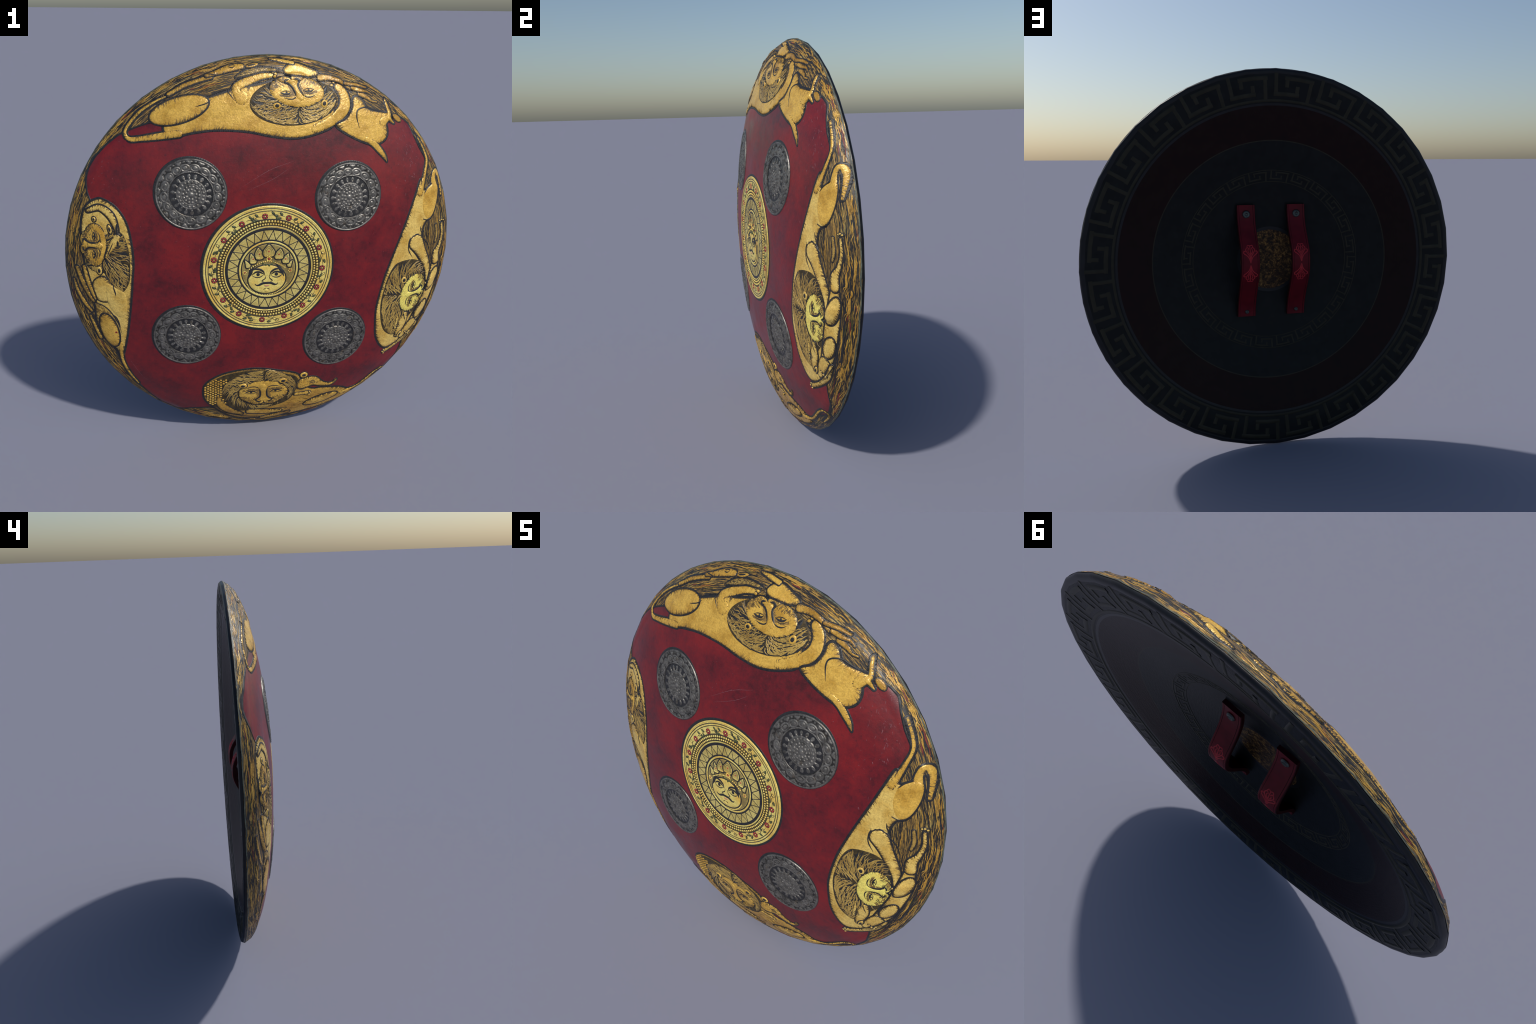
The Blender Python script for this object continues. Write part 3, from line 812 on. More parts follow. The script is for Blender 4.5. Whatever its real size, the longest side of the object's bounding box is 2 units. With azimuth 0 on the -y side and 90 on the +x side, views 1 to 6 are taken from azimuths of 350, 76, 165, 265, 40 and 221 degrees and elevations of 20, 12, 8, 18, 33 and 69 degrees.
def figure(name, body, material, joined, thick=.0030):
    """a body and the limbs that grow out of it: contours first, then the gilding"""
    for _, p, _ in joined: relief("contour", grown(p, .0056), INK, shield, .0006, .003)
    ob = piece(name, body, material, shield, thick, .022, .0088)
    for nm, p, m in joined:
        p = grown(p, -.0022); relief(nm, p, m, ob, .0020, .014); engrave(p, ob, .35)
    return ob

# contour meshes made before a lion exists hang on the shield; parts after it hang on the lion

# ------------------------------------------------------------------ lion above (seen upside down)
top = figure("lion", blob([(-.475, .643), (-.37, .662), (-.261, .674), (-.124, .667), (0, .643), (.109, .632), (.211, .649), (.294, .685),
                 (.30, .76), (.25, .84), (.15, .885), (.03, .888), (-.08, .868), (-.13, .862), (-.19, .846), (-.24, .832), (-.287, .818),
                 (-.36, .80), (-.45, .765), (-.50, .70)]), GOLD,
    [("tail", limb([(-.43, .660, .018), (-.53, .646, .016), (-.60, .636, .0125), (-.652, .632, .012), (-.672, .655, .009), (-.655, .692, .0085),
                    (-.60, .75, .0075), (-.53, .795, .0065), (-.47, .822, .005)]), GOLD),
     ("foreleg", limb([(-.140, .815, .034), (-.163, .856, .020), (-.11, .884, .020), (-.05, .905, .017), (.005, .911, .012)]), GOLD),
     ("foreleg", limb([(.20, .672, .020), (.29, .708, .026), (.348, .758, .030), (.352, .812, .026), (.325, .855, .020)]), GOLD)])
piece("haunch", oval(-.424, .761, .142, .056, 17), GOLD, top, .0036, .03)
piece("hind_leg", limb([(-.468, .826, .010), (-.40, .863, .011), (-.33, .888, .010), (-.275, .903, .012)]), GOLD_DEEP, top, .0024, .01)
mane_poly = oval(.105, .793, .210, .105, 2)
relief("mane", mane_poly, MANE, top, .0014, .02)
face_hole = affine((.067, .833), (.175, .842), (.095, .886))(unit_oval(0, -.02, 2.3, 1.40))
flow_hair(mane_poly, face_hole, (.122, .836), top, split=math.radians(-90))
toes([(.012, .922), (.024, .914), (.018, .903)], .008, top, GOLD)
toes([(.292, .862), (.303, .874), (.318, .881), (.334, .880)], .008, top, GOLD)
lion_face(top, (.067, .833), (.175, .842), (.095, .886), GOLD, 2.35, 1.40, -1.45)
ear(.022, .777, .019, .015, top, GOLD); ear(.249, .782, .019, .017, top, GOLD, 60)
ink_lines(top, [(-.172, .803), (-.190, .826), (-.201, .845), (-.178, .868)], [(-.287, .822), (-.24, .842), (-.200, .850)],
          [(-.35, .775), (-.30, .79), (-.275, .81)])

prey = piece("prey_belly", blob([(.06, .927), (.085, .955), (.127, .962), (.18, .945), (.228, .922), (.225, .905), (.185, .898), (.135, .902), (.085, .908)]), GOLD, shield, .0030, .014)
piece("prey_leg", limb([(.0, .979, .003), (.05, .972, .008), (.11, .960, .009)]), GOLD, prey, .0022, .008, .004)
piece("prey_leg", limb([(.235, .897, .016), (.29, .893, .013), (.345, .872, .010), (.385, .845, .008)]), GOLD_DEEP, prey, .0022, .008, .004)
deer = piece("deer_neck", blob([(-.165, .898), (-.12, .932), (-.05, .946), (.02, .940), (.055, .925), (.03, .924), (-.04, .922), (-.10, .908)]), LOCK, shield, .0022, .012)
piece("deer_head", limb([(-.295, .906, .008), (-.24, .923, .012), (-.18, .941, .016), (-.13, .948, .012)]), GOLD_DEEP, deer, .0028, .012, .004)
piece("deer_ear", oval(-.083, .952, .032, .009, 12), GOLD_DEEP, deer, .0018, .006, .003)
relief("ear_hollow", oval(-.085, .952, .018, .004, 12), INK, deer, .0006, .002)
ink_lines(deer, [(-.192, .945), (-.175, .952), (-.158, .950)], [(-.19, .942), (-.175, .941), (-.160, .947)], [(-.29, .913), (-.26, .912), (-.24, .908)], width=.004)
hatching(blob([(-.165, .898), (-.12, .932), (-.05, .946), (.02, .940), (.055, .925), (.03, .924), (-.04, .922), (-.10, .908)]), 90, deer, 15)

# long-tailed beast right of the upper lion
beast = figure("beast", blob([(.308, .682), (.392, .626), (.491, .588), (.545, .594), (.573, .617), (.580, .65), (.576, .681), (.600, .700), (.585, .728),
                             (.511, .742), (.470, .758), (.445, .795), (.415, .812), (.395, .80), (.39, .76), (.36, .715)]), GOLD,
    [("beast_tail", limb([(.465, .615, .014), (.505, .590, .016), (.535, .560, .015), (.56, .53, .011), (.575, .503, .003)]), GOLD),
     ("beast_leg", limb([(.555, .690, .024), (.590, .718, .013), (.580, .765, .009), (.573, .788, .007)]), GOLD),
     ("beast_leg", limb([(.585, .705, .012), (.617, .680, .005)]), GOLD)])
ink_lines(beast, [(.427, .665), (.413, .72), (.422, .750), (.466, .759), (.511, .745), (.575, .726)], width=.007)
for p in ([(.435, .822, .013), (.475, .802, .010), (.50, .785, .006), (.525, .780, .005)], [(.40, .848, .012), (.44, .835, .010), (.475, .828, .006), (.50, .812, .005)], [(.36, .868, .009), (.42, .86, .008), (.47, .845, .0055)]):
    piece("beast_leg", limb(p), GOLD_DEEP, beast, .0020, .008, .004)
piece("small_beast", oval(.635, .702, .030, .014, -38), GOLD_DEEP, beast, .0022, .01, .004)

# ------------------------------------------------------------------ lion to the right (facing down, pale)
right = figure("lion", blob([(.775, .40), (.744, .32), (.703, .204), (.647, .053), (.597, -.097), (.569, -.243), (.568, -.326), (.586, -.45), (.642, -.532),
                   (.708, -.524), (.77, -.475), (.82, -.38), (.855, -.25), (.855, -.12), (.83, -.02), (.805, .05), (.80, .12), (.815, .175),
                   (.85, .195), (.872, .235), (.887, .30), (.880, .36), (.85, .372), (.80, .345)]), GOLD_PALE,
    [("tail", limb([(.772, .33, .018), (.785, .37, .014), (.802, .43, .010), (.812, .49, .0085), (.792, .545, .0075), (.758, .60, .0060)]), GOLD),
     ("hind_leg", limb([(.862, .340, .024), (.856, .40, .015), (.868, .428, .013), (.89, .412, .012), (.905, .36, .010), (.912, .305, .008)]), GOLD)])
piece("haunch", blob([(.80, .335), (.846, .366), (.880, .36), (.887, .30), (.872, .235), (.848, .198), (.815, .20), (.79, .26)]), GOLD, right, .0030, .03, 0)
mane_poly = blob([(.661, -.024), (.743, -.012), (.80, -.03), (.835, -.06), (.852, -.146), (.85, -.22), (.82, -.30), (.77, -.36), (.72, -.44),
                  (.68, -.455), (.63, -.42), (.60, -.35), (.587, -.25), (.597, -.17), (.62, -.08)])
relief("mane", mane_poly, MANE, right, .0014, .02)
rface = affine((.776, -.162), (.769, -.256), (.824, -.200))
hole = rface(unit_oval(0, -.05, 2.2, 1.42))
flow_hair(mane_poly, hole, (.78, -.205), right, .0130, split=math.radians(180))
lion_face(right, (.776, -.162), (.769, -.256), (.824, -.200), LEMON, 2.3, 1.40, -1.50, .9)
ear(.712, -.125, .017, .019, right, GOLD_PALE)
piece("foreleg", limb([(.768, .075, .043), (.80, .025, .032), (.840, -.045, .024), (.860, -.10, .020), (.866, -.145, .017)]), GOLD_PALE, right, .0034, .02)
toes([(.852, -.166), (.864, -.172), (.876, -.164), (.882, -.150)], .0075, right, GOLD_PALE)
piece("haunch_line", limb([(.80, .195, .003), (.825, .187, .003), (.85, .195, .003)]), INK, right, .0008, .003, 0)
ink_lines(right, [(.728, .108), (.722, .07), (.727, .035), (.752, -.004)], [(.787, .103), (.81, .09), (.842, .055), (.862, .0)],
          [(.796, .325), (.815, .35), (.846, .37)], [(.80, .12), (.79, .135), (.785, .16)], width=.006)
quarry = piece("quarry", limb([(.905, -.07, .024), (.893, -.16, .034), (.868, -.25, .034), (.83, -.35, .034), (.785, -.43, .022)]), GOLD_PALE, shield, .0026, .016)
piece("quarry_belly", oval(.893, -.150, .070, .031, 66), GOLD_PALE, quarry, .0036, .022)
piece("quarry_chest", oval(.843, -.322, .060, .029, 60), GOLD_PALE, quarry, .0036, .022)
piece("quarry_leg", limb([(.905, -.045, .024), (.905, -.005, .022), (.924, .035, .013), (.936, .09, .010), (.928, .15, .009)]), GOLD_PALE, quarry, .0026, .012)
piece("quarry_leg", limb([(.888, .15, .008), (.898, .10, .009), (.893, .06, .007)]), LOCK, quarry, .002, .008, .004)
toes([(.915, .168), (.925, .172), (.936, .168)], .006, quarry, GOLD_PALE)
piece("goat_neck", limb([(.80, -.40, .028), (.775, -.43, .024), (.745, -.475, .016)]), GOLD_PALE, quarry, .0024, .012, .004)
goat = piece("goat_head", limb([(.748, -.335, .016), (.738, -.375, .026), (.722, -.425, .022), (.712, -.465, .012)]), GOLD_PALE, quarry, .0036, .016, .005)
piece("goat_horn", limb([(.70, -.322, .004), (.70, -.36, .008), (.695, -.41, .009)]), GOLD_PALE, quarry, .0024, .006, .004)
ear(.727, -.458, .010, .020, quarry, GOLD_PALE, -30)
ink_lines(quarry, [(.695, -.395), (.708, -.388), (.722, -.402)], [(.695, -.397), (.708, -.408), (.722, -.402)], [(.735, -.325), (.742, -.35), (.752, -.372)],
          [(.708, -.394), (.711, -.400)], width=.005)
piece("quarry_leg", limb([(.655, -.562, .013), (.72, -.530, .012), (.79, -.475, .014), (.835, -.41, .010)]), GOLD_PALE, quarry, .0026, .01)
toes([(.650, -.552), (.643, -.563), (.651, -.574)], .006, quarry, GOLD_PALE)
toes([(.765, -.452), (.775, -.464), (.787, -.470)], .006, quarry, GOLD_PALE)
ink_lines(quarry, [(.942, -.084), (.920, -.199), (.862, -.379), (.775, -.486)], [(.958, -.05), (.94, -.19), (.885, -.38), (.80, -.50)], width=.006)

# ------------------------------------------------------------------ lion to the left (facing the rim)
left = figure("lion", blob([(-.865, .331), (-.83, .355), (-.794, .359), (-.732, .319), (-.686, .234), (-.668, .083), (-.678, -.04), (-.69, -.15), (-.702, -.24),
                  (-.721, -.356), (-.750, -.470), (-.785, -.425), (-.84, -.36), (-.865, -.27), (-.868, -.15), (-.885, -.05), (-.900, .05),
                  (-.905, .20), (-.89, .29)]), GOLD_PALE,
    [("tail", limb([(-.755, -.39, .013), (-.752, -.50, .010), (-.72, -.59, .008), (-.68, -.655, .006)]), GOLD)])
mane_poly = blob([(-.712, .20), (-.685, .12), (-.682, .03), (-.692, -.05), (-.73, -.105), (-.77, -.085), (-.80, -.01), (-.87, .01), (-.89, .06), (-.82, .16), (-.76, .21)])
relief("mane", mane_poly, MANE, left, .0012, .018)
flow_hair(mane_poly, oval(-.847, .137, .052, .105), (-.847, .137), left, .0130, .4, split=math.radians(-30))
piece("crest", limb([(-.865, .30, .010), (-.81, .318, .016), (-.762, .285, .019), (-.738, .225, .012), (-.735, .19, .006)]), GOLD_PALE, left, .0026, .012)
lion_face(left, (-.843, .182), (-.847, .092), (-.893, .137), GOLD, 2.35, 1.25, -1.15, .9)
hatching(oval(-.850, .137, .045, .10), 110, left, 95, .018, .0016, "cheek_hair")
ear(-.829, .010, .013, .021, left, GOLD_PALE); ear(-.838, .262, .010, .012, left, GOLD_PALE)
piece("shoulder", blob([(-.868, -.07), (-.848, -.032), (-.81, -.02), (-.775, -.06), (-.764, -.12), (-.80, -.155), (-.85, -.145)]), GOLD_PALE, left, .0034, .022, .005)
relief("shoulder_blend", blob([(-.80, -.06), (-.76, -.075), (-.715, -.11), (-.71, -.20), (-.75, -.24), (-.80, -.17)]), GOLD_PALE, left, .0030, .03)
hatching(blob([(-.868, -.15), (-.83, -.18), (-.79, -.22), (-.765, -.27), (-.80, -.25), (-.85, -.24)]), 90, left, -60, .02, .0026, "belly_hatching", SHADE_BROWN)
piece("haunch", oval(-.803, -.318, .100, .044, -77), GOLD, left, .0040, .03)
piece("hind_leg", limb([(-.893, -.245, .009), (-.873, -.31, .010), (-.852, -.37, .011)]), GOLD, left, .0024, .01)
piece("foreleg", limb([(-.902, .022, .011), (-.888, -.06, .014), (-.866, -.14, .014)]), GOLD, left, .0026, .01)
piece("foreleg", limb([(-.938, .015, .011), (-.915, -.06, .014), (-.888, -.125, .012), (-.868, -.155, .009)]), GOLD_DEEP, left, .0024, .01)
piece("hind_leg", limb([(-.957, -.05, .007), (-.944, -.11, .010), (-.914, -.175, .012), (-.885, -.215, .009)]), GOLD_DEEP, left, .0024, .01)
goat2 = piece("goat_head", limb([(-.738, .178, .020), (-.757, .145, .020), (-.782, .100, .011), (-.792, .080, .008)]), GOLD_PALE, shield, .0036, .014)
ear(-.768, .218, .010, .021, goat2, GOLD_PALE, 12)
ink_lines(goat2, [(-.733, .185), (-.735, .225), (-.728, .255)], [(-.735, .165), (-.733, .13), (-.738, .095)], width=.011)
ink_lines(goat2, [(-.765, .172), (-.773, .155), (-.785, .148)], [(-.765, .170), (-.781, .166), (-.785, .148)], [(-.755, .155), (-.772, .118), (-.788, .082)], width=.0045)
ink_lines(left, [(-.866, -.13), (-.855, -.165), (-.83, -.175), (-.80, -.20), (-.765, -.26), (-.745, -.33)], [(-.78, -.225), (-.762, -.25), (-.748, -.30)],
          [(-.77, -.065), (-.762, -.10), (-.758, -.12)], width=.006)

# ------------------------------------------------------------------ lion below (upright)
low_pts = [(-.347, -.715), (-.335, -.655), (-.278, -.605), (-.195, -.575), (-.078, -.563), (.042, -.586), (.157, -.625), (.19, -.70), (.25, -.742),
           (.305, -.744), (.415, -.766), (.478, -.805), (.50, -.822), (.42, -.865), (.30, -.905), (.10, -.935), (-.10, -.935), (-.20, -.905),
           (-.283, -.832), (-.332, -.776)]
low = figure("lion", blob(low_pts), GOLD_DEEP,
    [("tail", limb([(.43, -.815, .016), (.51, -.795, .008), (.566, -.758, .008), (.62, -.712, .007), (.66, -.690, .0075), (.680, -.700, .007), (.655, -.73, .006), (.60, -.775, .005)]), GOLD)])
mane_poly = oval(-.048, -.712, .204, .140)
back_zone = blob([(-.338, -.715), (-.328, -.66), (-.272, -.613), (-.19, -.583), (-.07, -.573), (.05, -.60), (.15, -.64), (.16, -.72), (.10, -.82), (-.10, -.86), (-.20, -.855), (-.285, -.822), (-.325, -.77)])
relief("mane", back_zone, MANE, low, .0012, .015)
A = affine((-.093, -.721), (.041, -.722), (-.020, -.787))
hole = A(unit_oval(0, -.2, 2.05, 1.35))
flow_hair(mane_poly, hole, (-.03, -.73), low, .0125, split=math.radians(90))
scales = Beads()
for i in range(9):
    for j in range(11):
        x = -.335 + i * .0135; z = -.628 - j * .0165 - (i % 2) * .008
        if inside(back_zone, np.array([x]), np.array([z]))[0] and not inside(mane_poly, np.array([x]), np.array([z]))[0] and x < -.225:
            scales.add(x + rng.uniform(-.001, .001), z, .0066, .0060, rng.uniform(-30, 30), .0022, 9)
scales.build("scale", GOLD, low)
piece("chest", limb([(-.268, -.735, .007), (-.258, -.79, .020), (-.212, -.845, .024), (-.135, -.888, .012)]), GOLD_DEEP, low, .0028, .014)
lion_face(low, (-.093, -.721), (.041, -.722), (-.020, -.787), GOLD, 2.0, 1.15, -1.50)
ear(-.138, -.672, .022, .015, low, GOLD); ear(.078, -.657, .023, .016, low, GOLD)
piece("foreleg", limb([(-.095, -.870, .020), (0, -.882, .020), (.08, -.888, .012)]), GOLD, low, .0028, .012)
piece("foreleg", limb([(-.02, -.937, .012), (.06, -.922, .015), (.13, -.905, .010)]), GOLD_DEEP, low, .0026, .01)
piece("haunch", oval(.308, -.833, .102, .032, 14), GOLD, low, .0036, .018)
elephant = piece("elephant_head", limb([(.185, -.698, .036), (.245, -.688, .034), (.29, -.712, .020), (.335, -.728, .0125), (.365, -.723, .010), (.382, -.703, .0085)]), GOLD, shield, .0036, .016)
ear(.192, -.637, .021, .017, elephant, GOLD)
piece("elephant_foot", limb([(.155, -.768, .011), (.225, -.768, .013)]), GOLD, elephant, .0022, .008, .004)
toes([(.235, -.762), (.240, -.771), (.232, -.779)], .006, elephant, GOLD)
hatching(blob([(.16, -.70), (.20, -.665), (.26, -.665), (.30, -.70), (.27, -.72), (.20, -.73)]), 70, elephant, -10, .008, .0016)
ink_lines(elephant, [(.228, -.690), (.245, -.683), (.262, -.692)], [(.228, -.691), (.245, -.697), (.262, -.692)], [(.17, -.665), (.158, -.70), (.175, -.735), (.21, -.738)], width=.0042)
hatching(blob([(.13, -.80), (.30, -.775), (.44, -.80), (.40, -.86), (.2, -.90), (.1, -.90)]), 60, low, 5, .03, .0014, "coat_line", MANE)
ink_lines(low, [(.012, -.868), (.04, -.862), (.115, -.866), (.10, -.88)], [(-.33, -.835), (-.22, -.875), (-.10, -.915), (.0, -.925)], width=.005)

# ------------------------------------------------------------------ chips and scratches in the lacquer
CHIP = plain("chipped_lacquer", (.26, .10, .11), (.10, .02, .03), 80, .4)
chips = Strokes()
def on_red(p): return top_height(p[:, 0], p[:, 1]) < .0004
for cx, cz, sx, sz, cnt, ln, tilt in ((.70, .50, .05, .12, 70, .014, -70), (0, 0, .5, .5, 200, .0045, 20), (-.2, .3, .2, .1, 40, .008, 10), (-.78, .50, .05, .08, 30, .010, 50)):
    a_ = np.stack([nrng.normal(cx, sx, cnt), nrng.normal(cz, sz, cnt)], -1); d_ = np.radians(tilt + nrng.normal(0, 25, cnt))
    b_ = a_ + np.stack([np.cos(d_), np.sin(d_)], -1) * (ln * nrng.uniform(.3, 1.2, cnt))[:, None]
    k_ = on_red(a_) & on_red(b_) & (np.hypot(*a_.T) < band_in(np.degrees(np.arctan2(a_[:, 1], a_[:, 0]))) - .012) & (np.hypot(*b_.T) < .95)
    chips.darts(a_[k_], b_[k_], nrng.uniform(.0012, .0032, int(k_.sum())), .0003)
chips.build("lacquer_chip", CHIP, dome)
scratch = Strokes()
for p in ([(-.12, .40), (.0, .45), (.08, .50)], [(-.16, .41), (-.02, .49), (.10, .53)], [(.40, .12), (.48, .16)], [(.47, -.10), (.52, .02)], [(-.73, -.47), (-.66, -.60), (-.62, -.64)], [(-.30, .45), (-.22, .50)]):
    scratch.add(p, .0016, .0002, (.4, .4))
scratch.build("scratch", CHIP, dome)

# ------------------------------------------------------------------ engraving strokes of the frieze
ink = Strokes(); bright = Strokes(); red_s = Strokes(); green_s = Strokes()
for k in range(3600):
    phi = rng.uniform(0, 360); r0 = float(band_in(phi)) + .012
    if r0 > .985: continue
    r = r0 + (.988 - r0) * rng.random() ** .8
    L = rng.uniform(.03, .11) * (1.0 if k % 4 else 1.8); drift = rng.uniform(-.05, .05) * L
    x0, z0 = r * math.cos(math.radians(phi)), r * math.sin(math.radians(phi))
    if float(top_height(np.array([x0]), np.array([z0]))[0]) > .0019: continue
    m = 6; pts = []
    wob = rng.uniform(-.0018, .0018)
    for q in range(m):
        t = q / (m - 1) - .5; ph = math.radians(phi) + t * L / r; rr = r + drift * t * 2 + wob * math.sin(t * 9)
        pts.append((rr * math.cos(ph), rr * math.sin(ph)))
    P = np.array(pts)
    rr = np.hypot(P[:, 0], P[:, 1])
    if (rr > .993).any() or (rr < band_in(np.degrees(np.arctan2(P[:, 1], P[:, 0]))) + .006).any(): continue
    if (top_height(P[:, 0], P[:, 1]) > .0019).any(): continue
    pick = rng.random()
    if pick < .62: ink.add(pts, rng.uniform(.0014, .0030), .0007, (.4, .4), step=.012)
    elif pick < .93: bright.add(pts, rng.uniform(.0016, .0040), .0010, (.4, .4), step=.012)
    elif pick < .97: red_s.add(pts, rng.uniform(.002, .004), .0012, (.4, .4), step=.012)
    else: green_s.add(pts, rng.uniform(.002, .004), .0012, (.4, .4), step=.012)
pack = 0
for k in range(44):
    phi = k * 360 / 44 + rng.uniform(-2, 2); ri = float(band_in(phi)); r = rng.choice((.945, .958, .968)); sc = rng.uniform(.8, 1.25); sg = rng.choice((-1, 1))
    if ri > r - .022: continue
    def rp(s_, t_): ph = math.radians(phi) + sg * s_ * sc / r; return ((r + t_ * .75) * math.cos(ph), (r + t_ * .75) * math.sin(ph))
    body = [([(-.034, 0), (-.012, .003), (.012, .001), (.034, .004)], .0115), ([(.030, .004), (.044, .009), (.060, .007)], .0080),
            ([(-.030, -.001), (-.046, -.009), (-.056, -.008)], .0040), ([(-.024, -.002), (-.030, -.011), (-.040, -.013)], .0040),
            ([(.022, -.002), (.034, -.010), (.044, -.012)], .0040), ([(.028, 0), (.046, -.004), (.056, -.003)], .0040),
            ([(-.034, .002), (-.050, .006), (-.060, .003)], .0032)]
    P = np.array([rp(*p) for b, _ in body for p in b])
    if (top_height(P[:, 0], P[:, 1]) > .0019).any(): continue
    for b, w in body: ink.add([rp(*p) for p in b], w * .9 + .0030, .0014, (.15, .15), step=.01)
    for b, w in body: bright.add([rp(*p) for p in b], w * .9, .0024, (.15, .25), step=.01)
ink.build("frieze_line", INK, frieze); bright.build("frieze_gilding", GOLD_DEEP, frieze)
red_s.build("frieze_red", OCHRE, frieze); green_s.build("frieze_green", MOSS, frieze)

# ------------------------------------------------------------------ Greek keys on the lining
def meander(name, r0, r1, units, width, lines_at, rise):
    V = []; F = []
    def strip(pts, w):
        p = []
        for (s0, t0), (s1, t1) in zip(pts[:-1], pts[1:]):
            m = max(2, int(abs(s1 - s0) * 10)); p += [(s0 + (s1 - s0) * i / m, t0 + (t1 - t0) * i / m) for i in range(m)]
        p.append(pts[-1]); p = np.array(p, float)
        ph = p[:, 0] * TAU; r = r0 + (r1 - r0) * p[:, 1]
        q = np.stack([-r * np.sin(ph), r * np.cos(ph)], -1)
        d = np.gradient(q, axis=0); d /= np.maximum(np.linalg.norm(d, axis=1, keepdims=True), 1e-9)
        nn = np.stack([-d[:, 1], d[:, 0]], -1); o = len(V) and sum(len(v) for v in V)
        rows = [on_back(*(q + nn * w / 2 * k).T, up) for k, up in ((-1, -.0005), (-.75, rise), (.75, rise), (1, -.0005))]
        V.append(np.stack(rows, 1).reshape(-1, 3))
        for i in range(len(q) - 1):
            for c in range(3):
                b = o + i * 4 + c; F.append((b, b + 1, b + 5, b + 4))
    for k in range(units):
        s = lambda u: (k + u) / units
        for path in ([(0, .97), (0, .27)], [(-.055, .27), (.535, .27)], [(.48, .27), (.48, .56)],
                     [(.24, .50), (.24, .80)], [(.185, .80), (.815, .80)], [(.76, .80), (.76, .04)]):
            strip([(s(u), t) for u, t in path], width)
    for t, w in lines_at:
        strip([(i / (units * 8), t) for i in range(units * 8 + 1)], w)
    ob = add_object(name, np.concatenate(V), F, KEYS, lining_ob)
    ob["kind"] = "stuff"
    return ob
meander("greek_key", .832, .980, 24, .0215, [(.05, .014)], .0016)
meander("greek_key", .424, .487, 24, .0088, [(.02, .005), (.98, .005)], .0012)

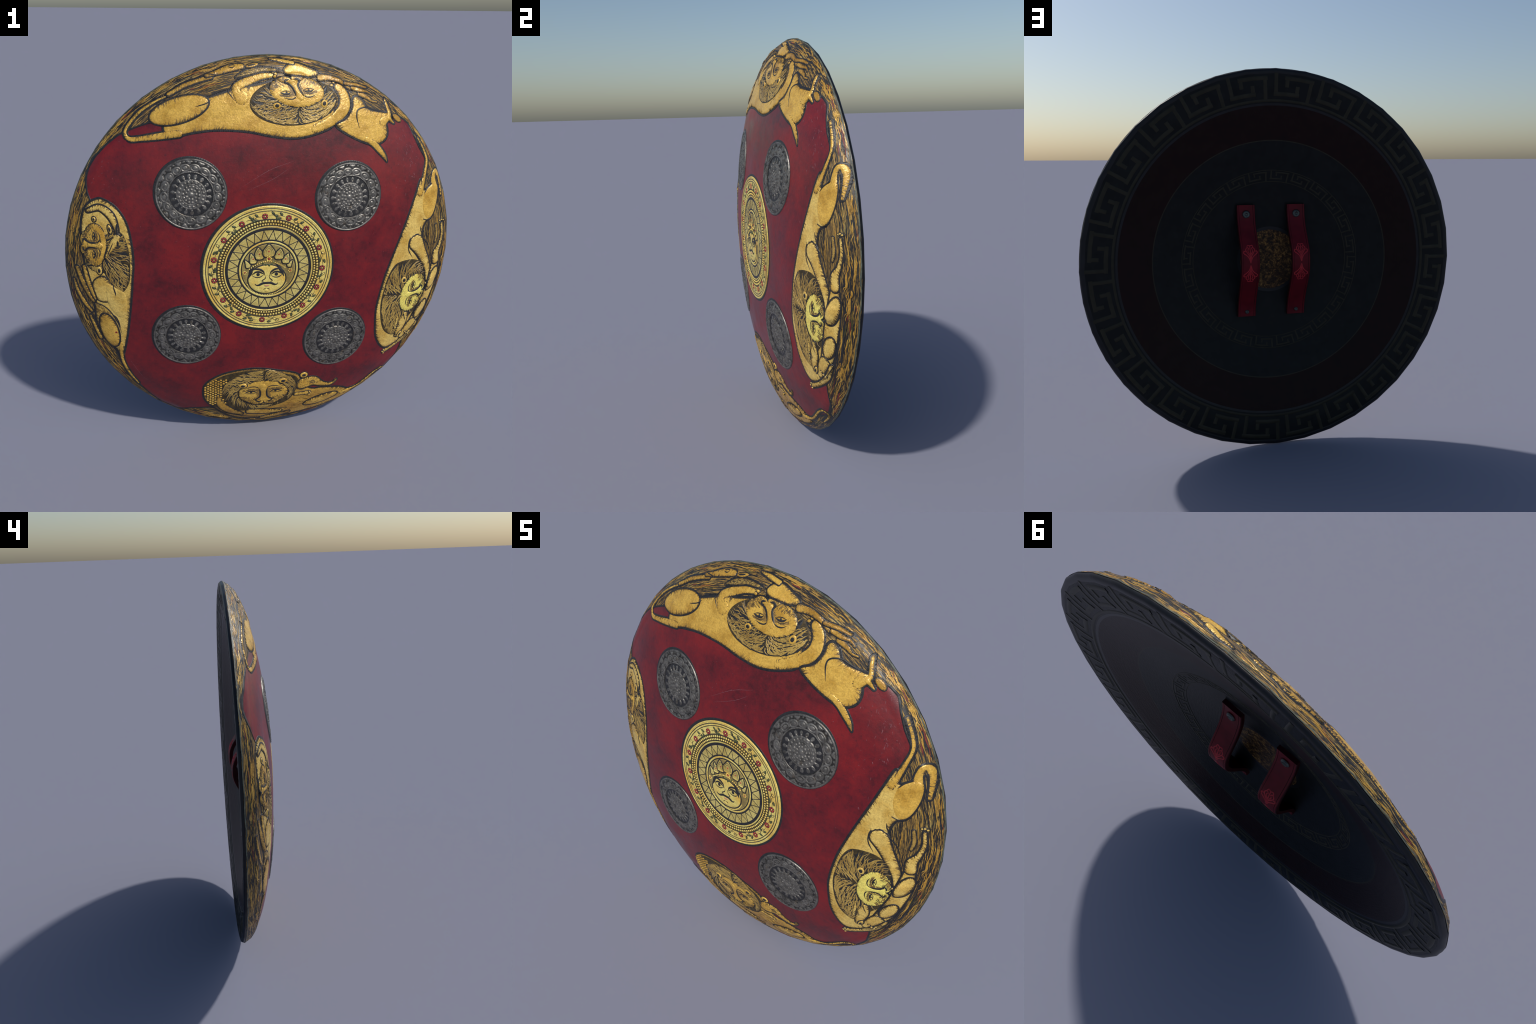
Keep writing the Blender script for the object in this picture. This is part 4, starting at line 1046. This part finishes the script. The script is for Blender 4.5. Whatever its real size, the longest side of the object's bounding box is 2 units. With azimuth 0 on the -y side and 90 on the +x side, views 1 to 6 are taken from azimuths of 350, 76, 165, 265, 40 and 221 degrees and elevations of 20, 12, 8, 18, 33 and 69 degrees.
# ------------------------------------------------------------------ leather straps
STRAP_PROFILE = [(1.302, -.011), (1.280, -.010), (1.250, -.006), (1.22, .001), (1.17, .023), (1.12, .054), (1.08, .080), (1.04, .096), (1.00, .100), (.96, .096),
                 (.92, .081), (.88, .060), (.83, .032), (.78, .007), (.750, -.004), (.720, -.010), (.696, -.011)]
def strap(x0, x1):
    s = spline([(z, y) for z, y in STRAP_PROFILE], False, .012); T = .020
    d = np.gradient(s, axis=0); d /= np.linalg.norm(d, axis=1, keepdims=True)
    nrm = np.stack([d[:, 1], -d[:, 0]], -1)                      # (z, y) outward
    cross = [(x0, -T), (x0, -.003), (x0 + .003, 0), (x0 + .010, 0), (x0 + .0115, -.0012), (x0 + .013, 0),
             (x1 - .013, 0), (x1 - .0115, -.0012), (x1 - .010, 0), (x1 - .003, 0), (x1, -.003), (x1, -T)]
    m = len(cross); V = []; F = []; M = []
    for (z, y), (nz, ny) in zip(s, nrm):
        for x, o in cross: V.append((x, y + ny * o, z + nz * o))
    for i in range(len(s) - 1):
        for c in range(m):
            e = (c + 1) % m
            F.append((i * m + c, i * m + e, (i + 1) * m + e, (i + 1) * m + c)); M.append(1 if c in (0, 1, 3, 4, 7, 6 + 1, 9, 10, 11) else 0)
    F.append(tuple(range(m - 1, -1, -1))); M.append(1)
    o = (len(s) - 1) * m; F.append(tuple(o + c for c in range(m))); M.append(1)
    ob = add_object("strap", V, F, None, shield, False, [STRAP, STRAP_EDGE], M)
    cx = (x0 + x1) / 2
    yy = lambda z: float(np.interp(z, s[::-1, 0], s[::-1, 1]))
    # lighter stamped palmettes: scrolls mirrored about the strap's middle
    VV = []; FF = []
    def stamp(pts, w):
        q = spline(pts, False, .004); dd = np.gradient(q, axis=0); dd /= np.maximum(np.linalg.norm(dd, axis=1, keepdims=True), 1e-9)
        nn = np.stack([-dd[:, 1], dd[:, 0]], -1); o = sum(len(v) for v in VV)
        rows = []
        for k, up in ((-1, -.0005), (-.4, .0016), (.4, .0016), (1, -.0005)):
            e = q + nn * w / 2 * k
            rows.append(np.array([(cx + u, yy(1.0 + v) + up, 1.0 + v) for u, v in e]))
        VV.append(np.stack(rows, 1).reshape(-1, 3))
        for i in range(len(q) - 1):
            for c in range(3): FF.append((o + i * 4 + c, o + i * 4 + c + 1, o + i * 4 + 5 + c, o + i * 4 + 4 + c))
    for sg in (-1, 1):
        for sx in (-1, 1):
            stamp([(0, sg * .006), (sx * .006, sg * .026), (sx * .014, sg * .040), (sx * .026, sg * .050), (sx * .036, sg * .058), (sx * .034, sg * .068), (sx * .026, sg * .066)], .0060)
            stamp([(0, sg * .018), (sx * .005, sg * .042), (sx * .014, sg * .056), (sx * .024, sg * .074), (sx * .014, sg * .086), (sx * .006, sg * .078)], .0060)
            stamp([(sx * .002, sg * .050), (sx * .012, sg * .066), (sx * .010, sg * .078)], .0055)
            stamp([(0, sg * .094), (sx * .012, sg * .096), (sx * .016, sg * .088)], .0055)
        stamp([(0, sg * .012), (0, sg * .05), (0, sg * .094)], .0060)
    orn = add_object("strap_ornament", np.concatenate(VV), FF, STRAP_ART, ob); orn["kind"] = "stuff"
    for z, r in ((1.252, .0200), (.722, .0105)):
        V = []; F = []; k = 24; y0 = yy(z)
        rows = [(1.15, -.001), (1.1, .001), (1.0, .001), (1.0, .004), (.8, .0075), (.42, .009), (.40, .005), (.12, .004)]
        for q, up in rows:
            for i in range(k):
                aa = i / k * TAU; V.append((cx + r * q * math.cos(aa), y0 + up + .0005, z + r * q * math.sin(aa)))
        for b in range(len(rows) - 1):
            for i in range(k):
                j = (i + 1) % k; F.append((b * k + i, b * k + j, (b + 1) * k + j, (b + 1) * k + i))
        F.append(tuple((len(rows) - 1) * k + i for i in range(k)))
        add_object("rivet", V, F, None, ob, True, [STEEL, STRAP_EDGE], [1 if f < 2 * k else 0 for f in range(len(F))])
strap(.0885, .1875)
strap(-.1885, -.0885)
for ob in bpy.data.objects:
    if ob.type == "MESH" and ob.name.split(".")[0] in ("contour", "toe"): ob["kind"] = "stuff"
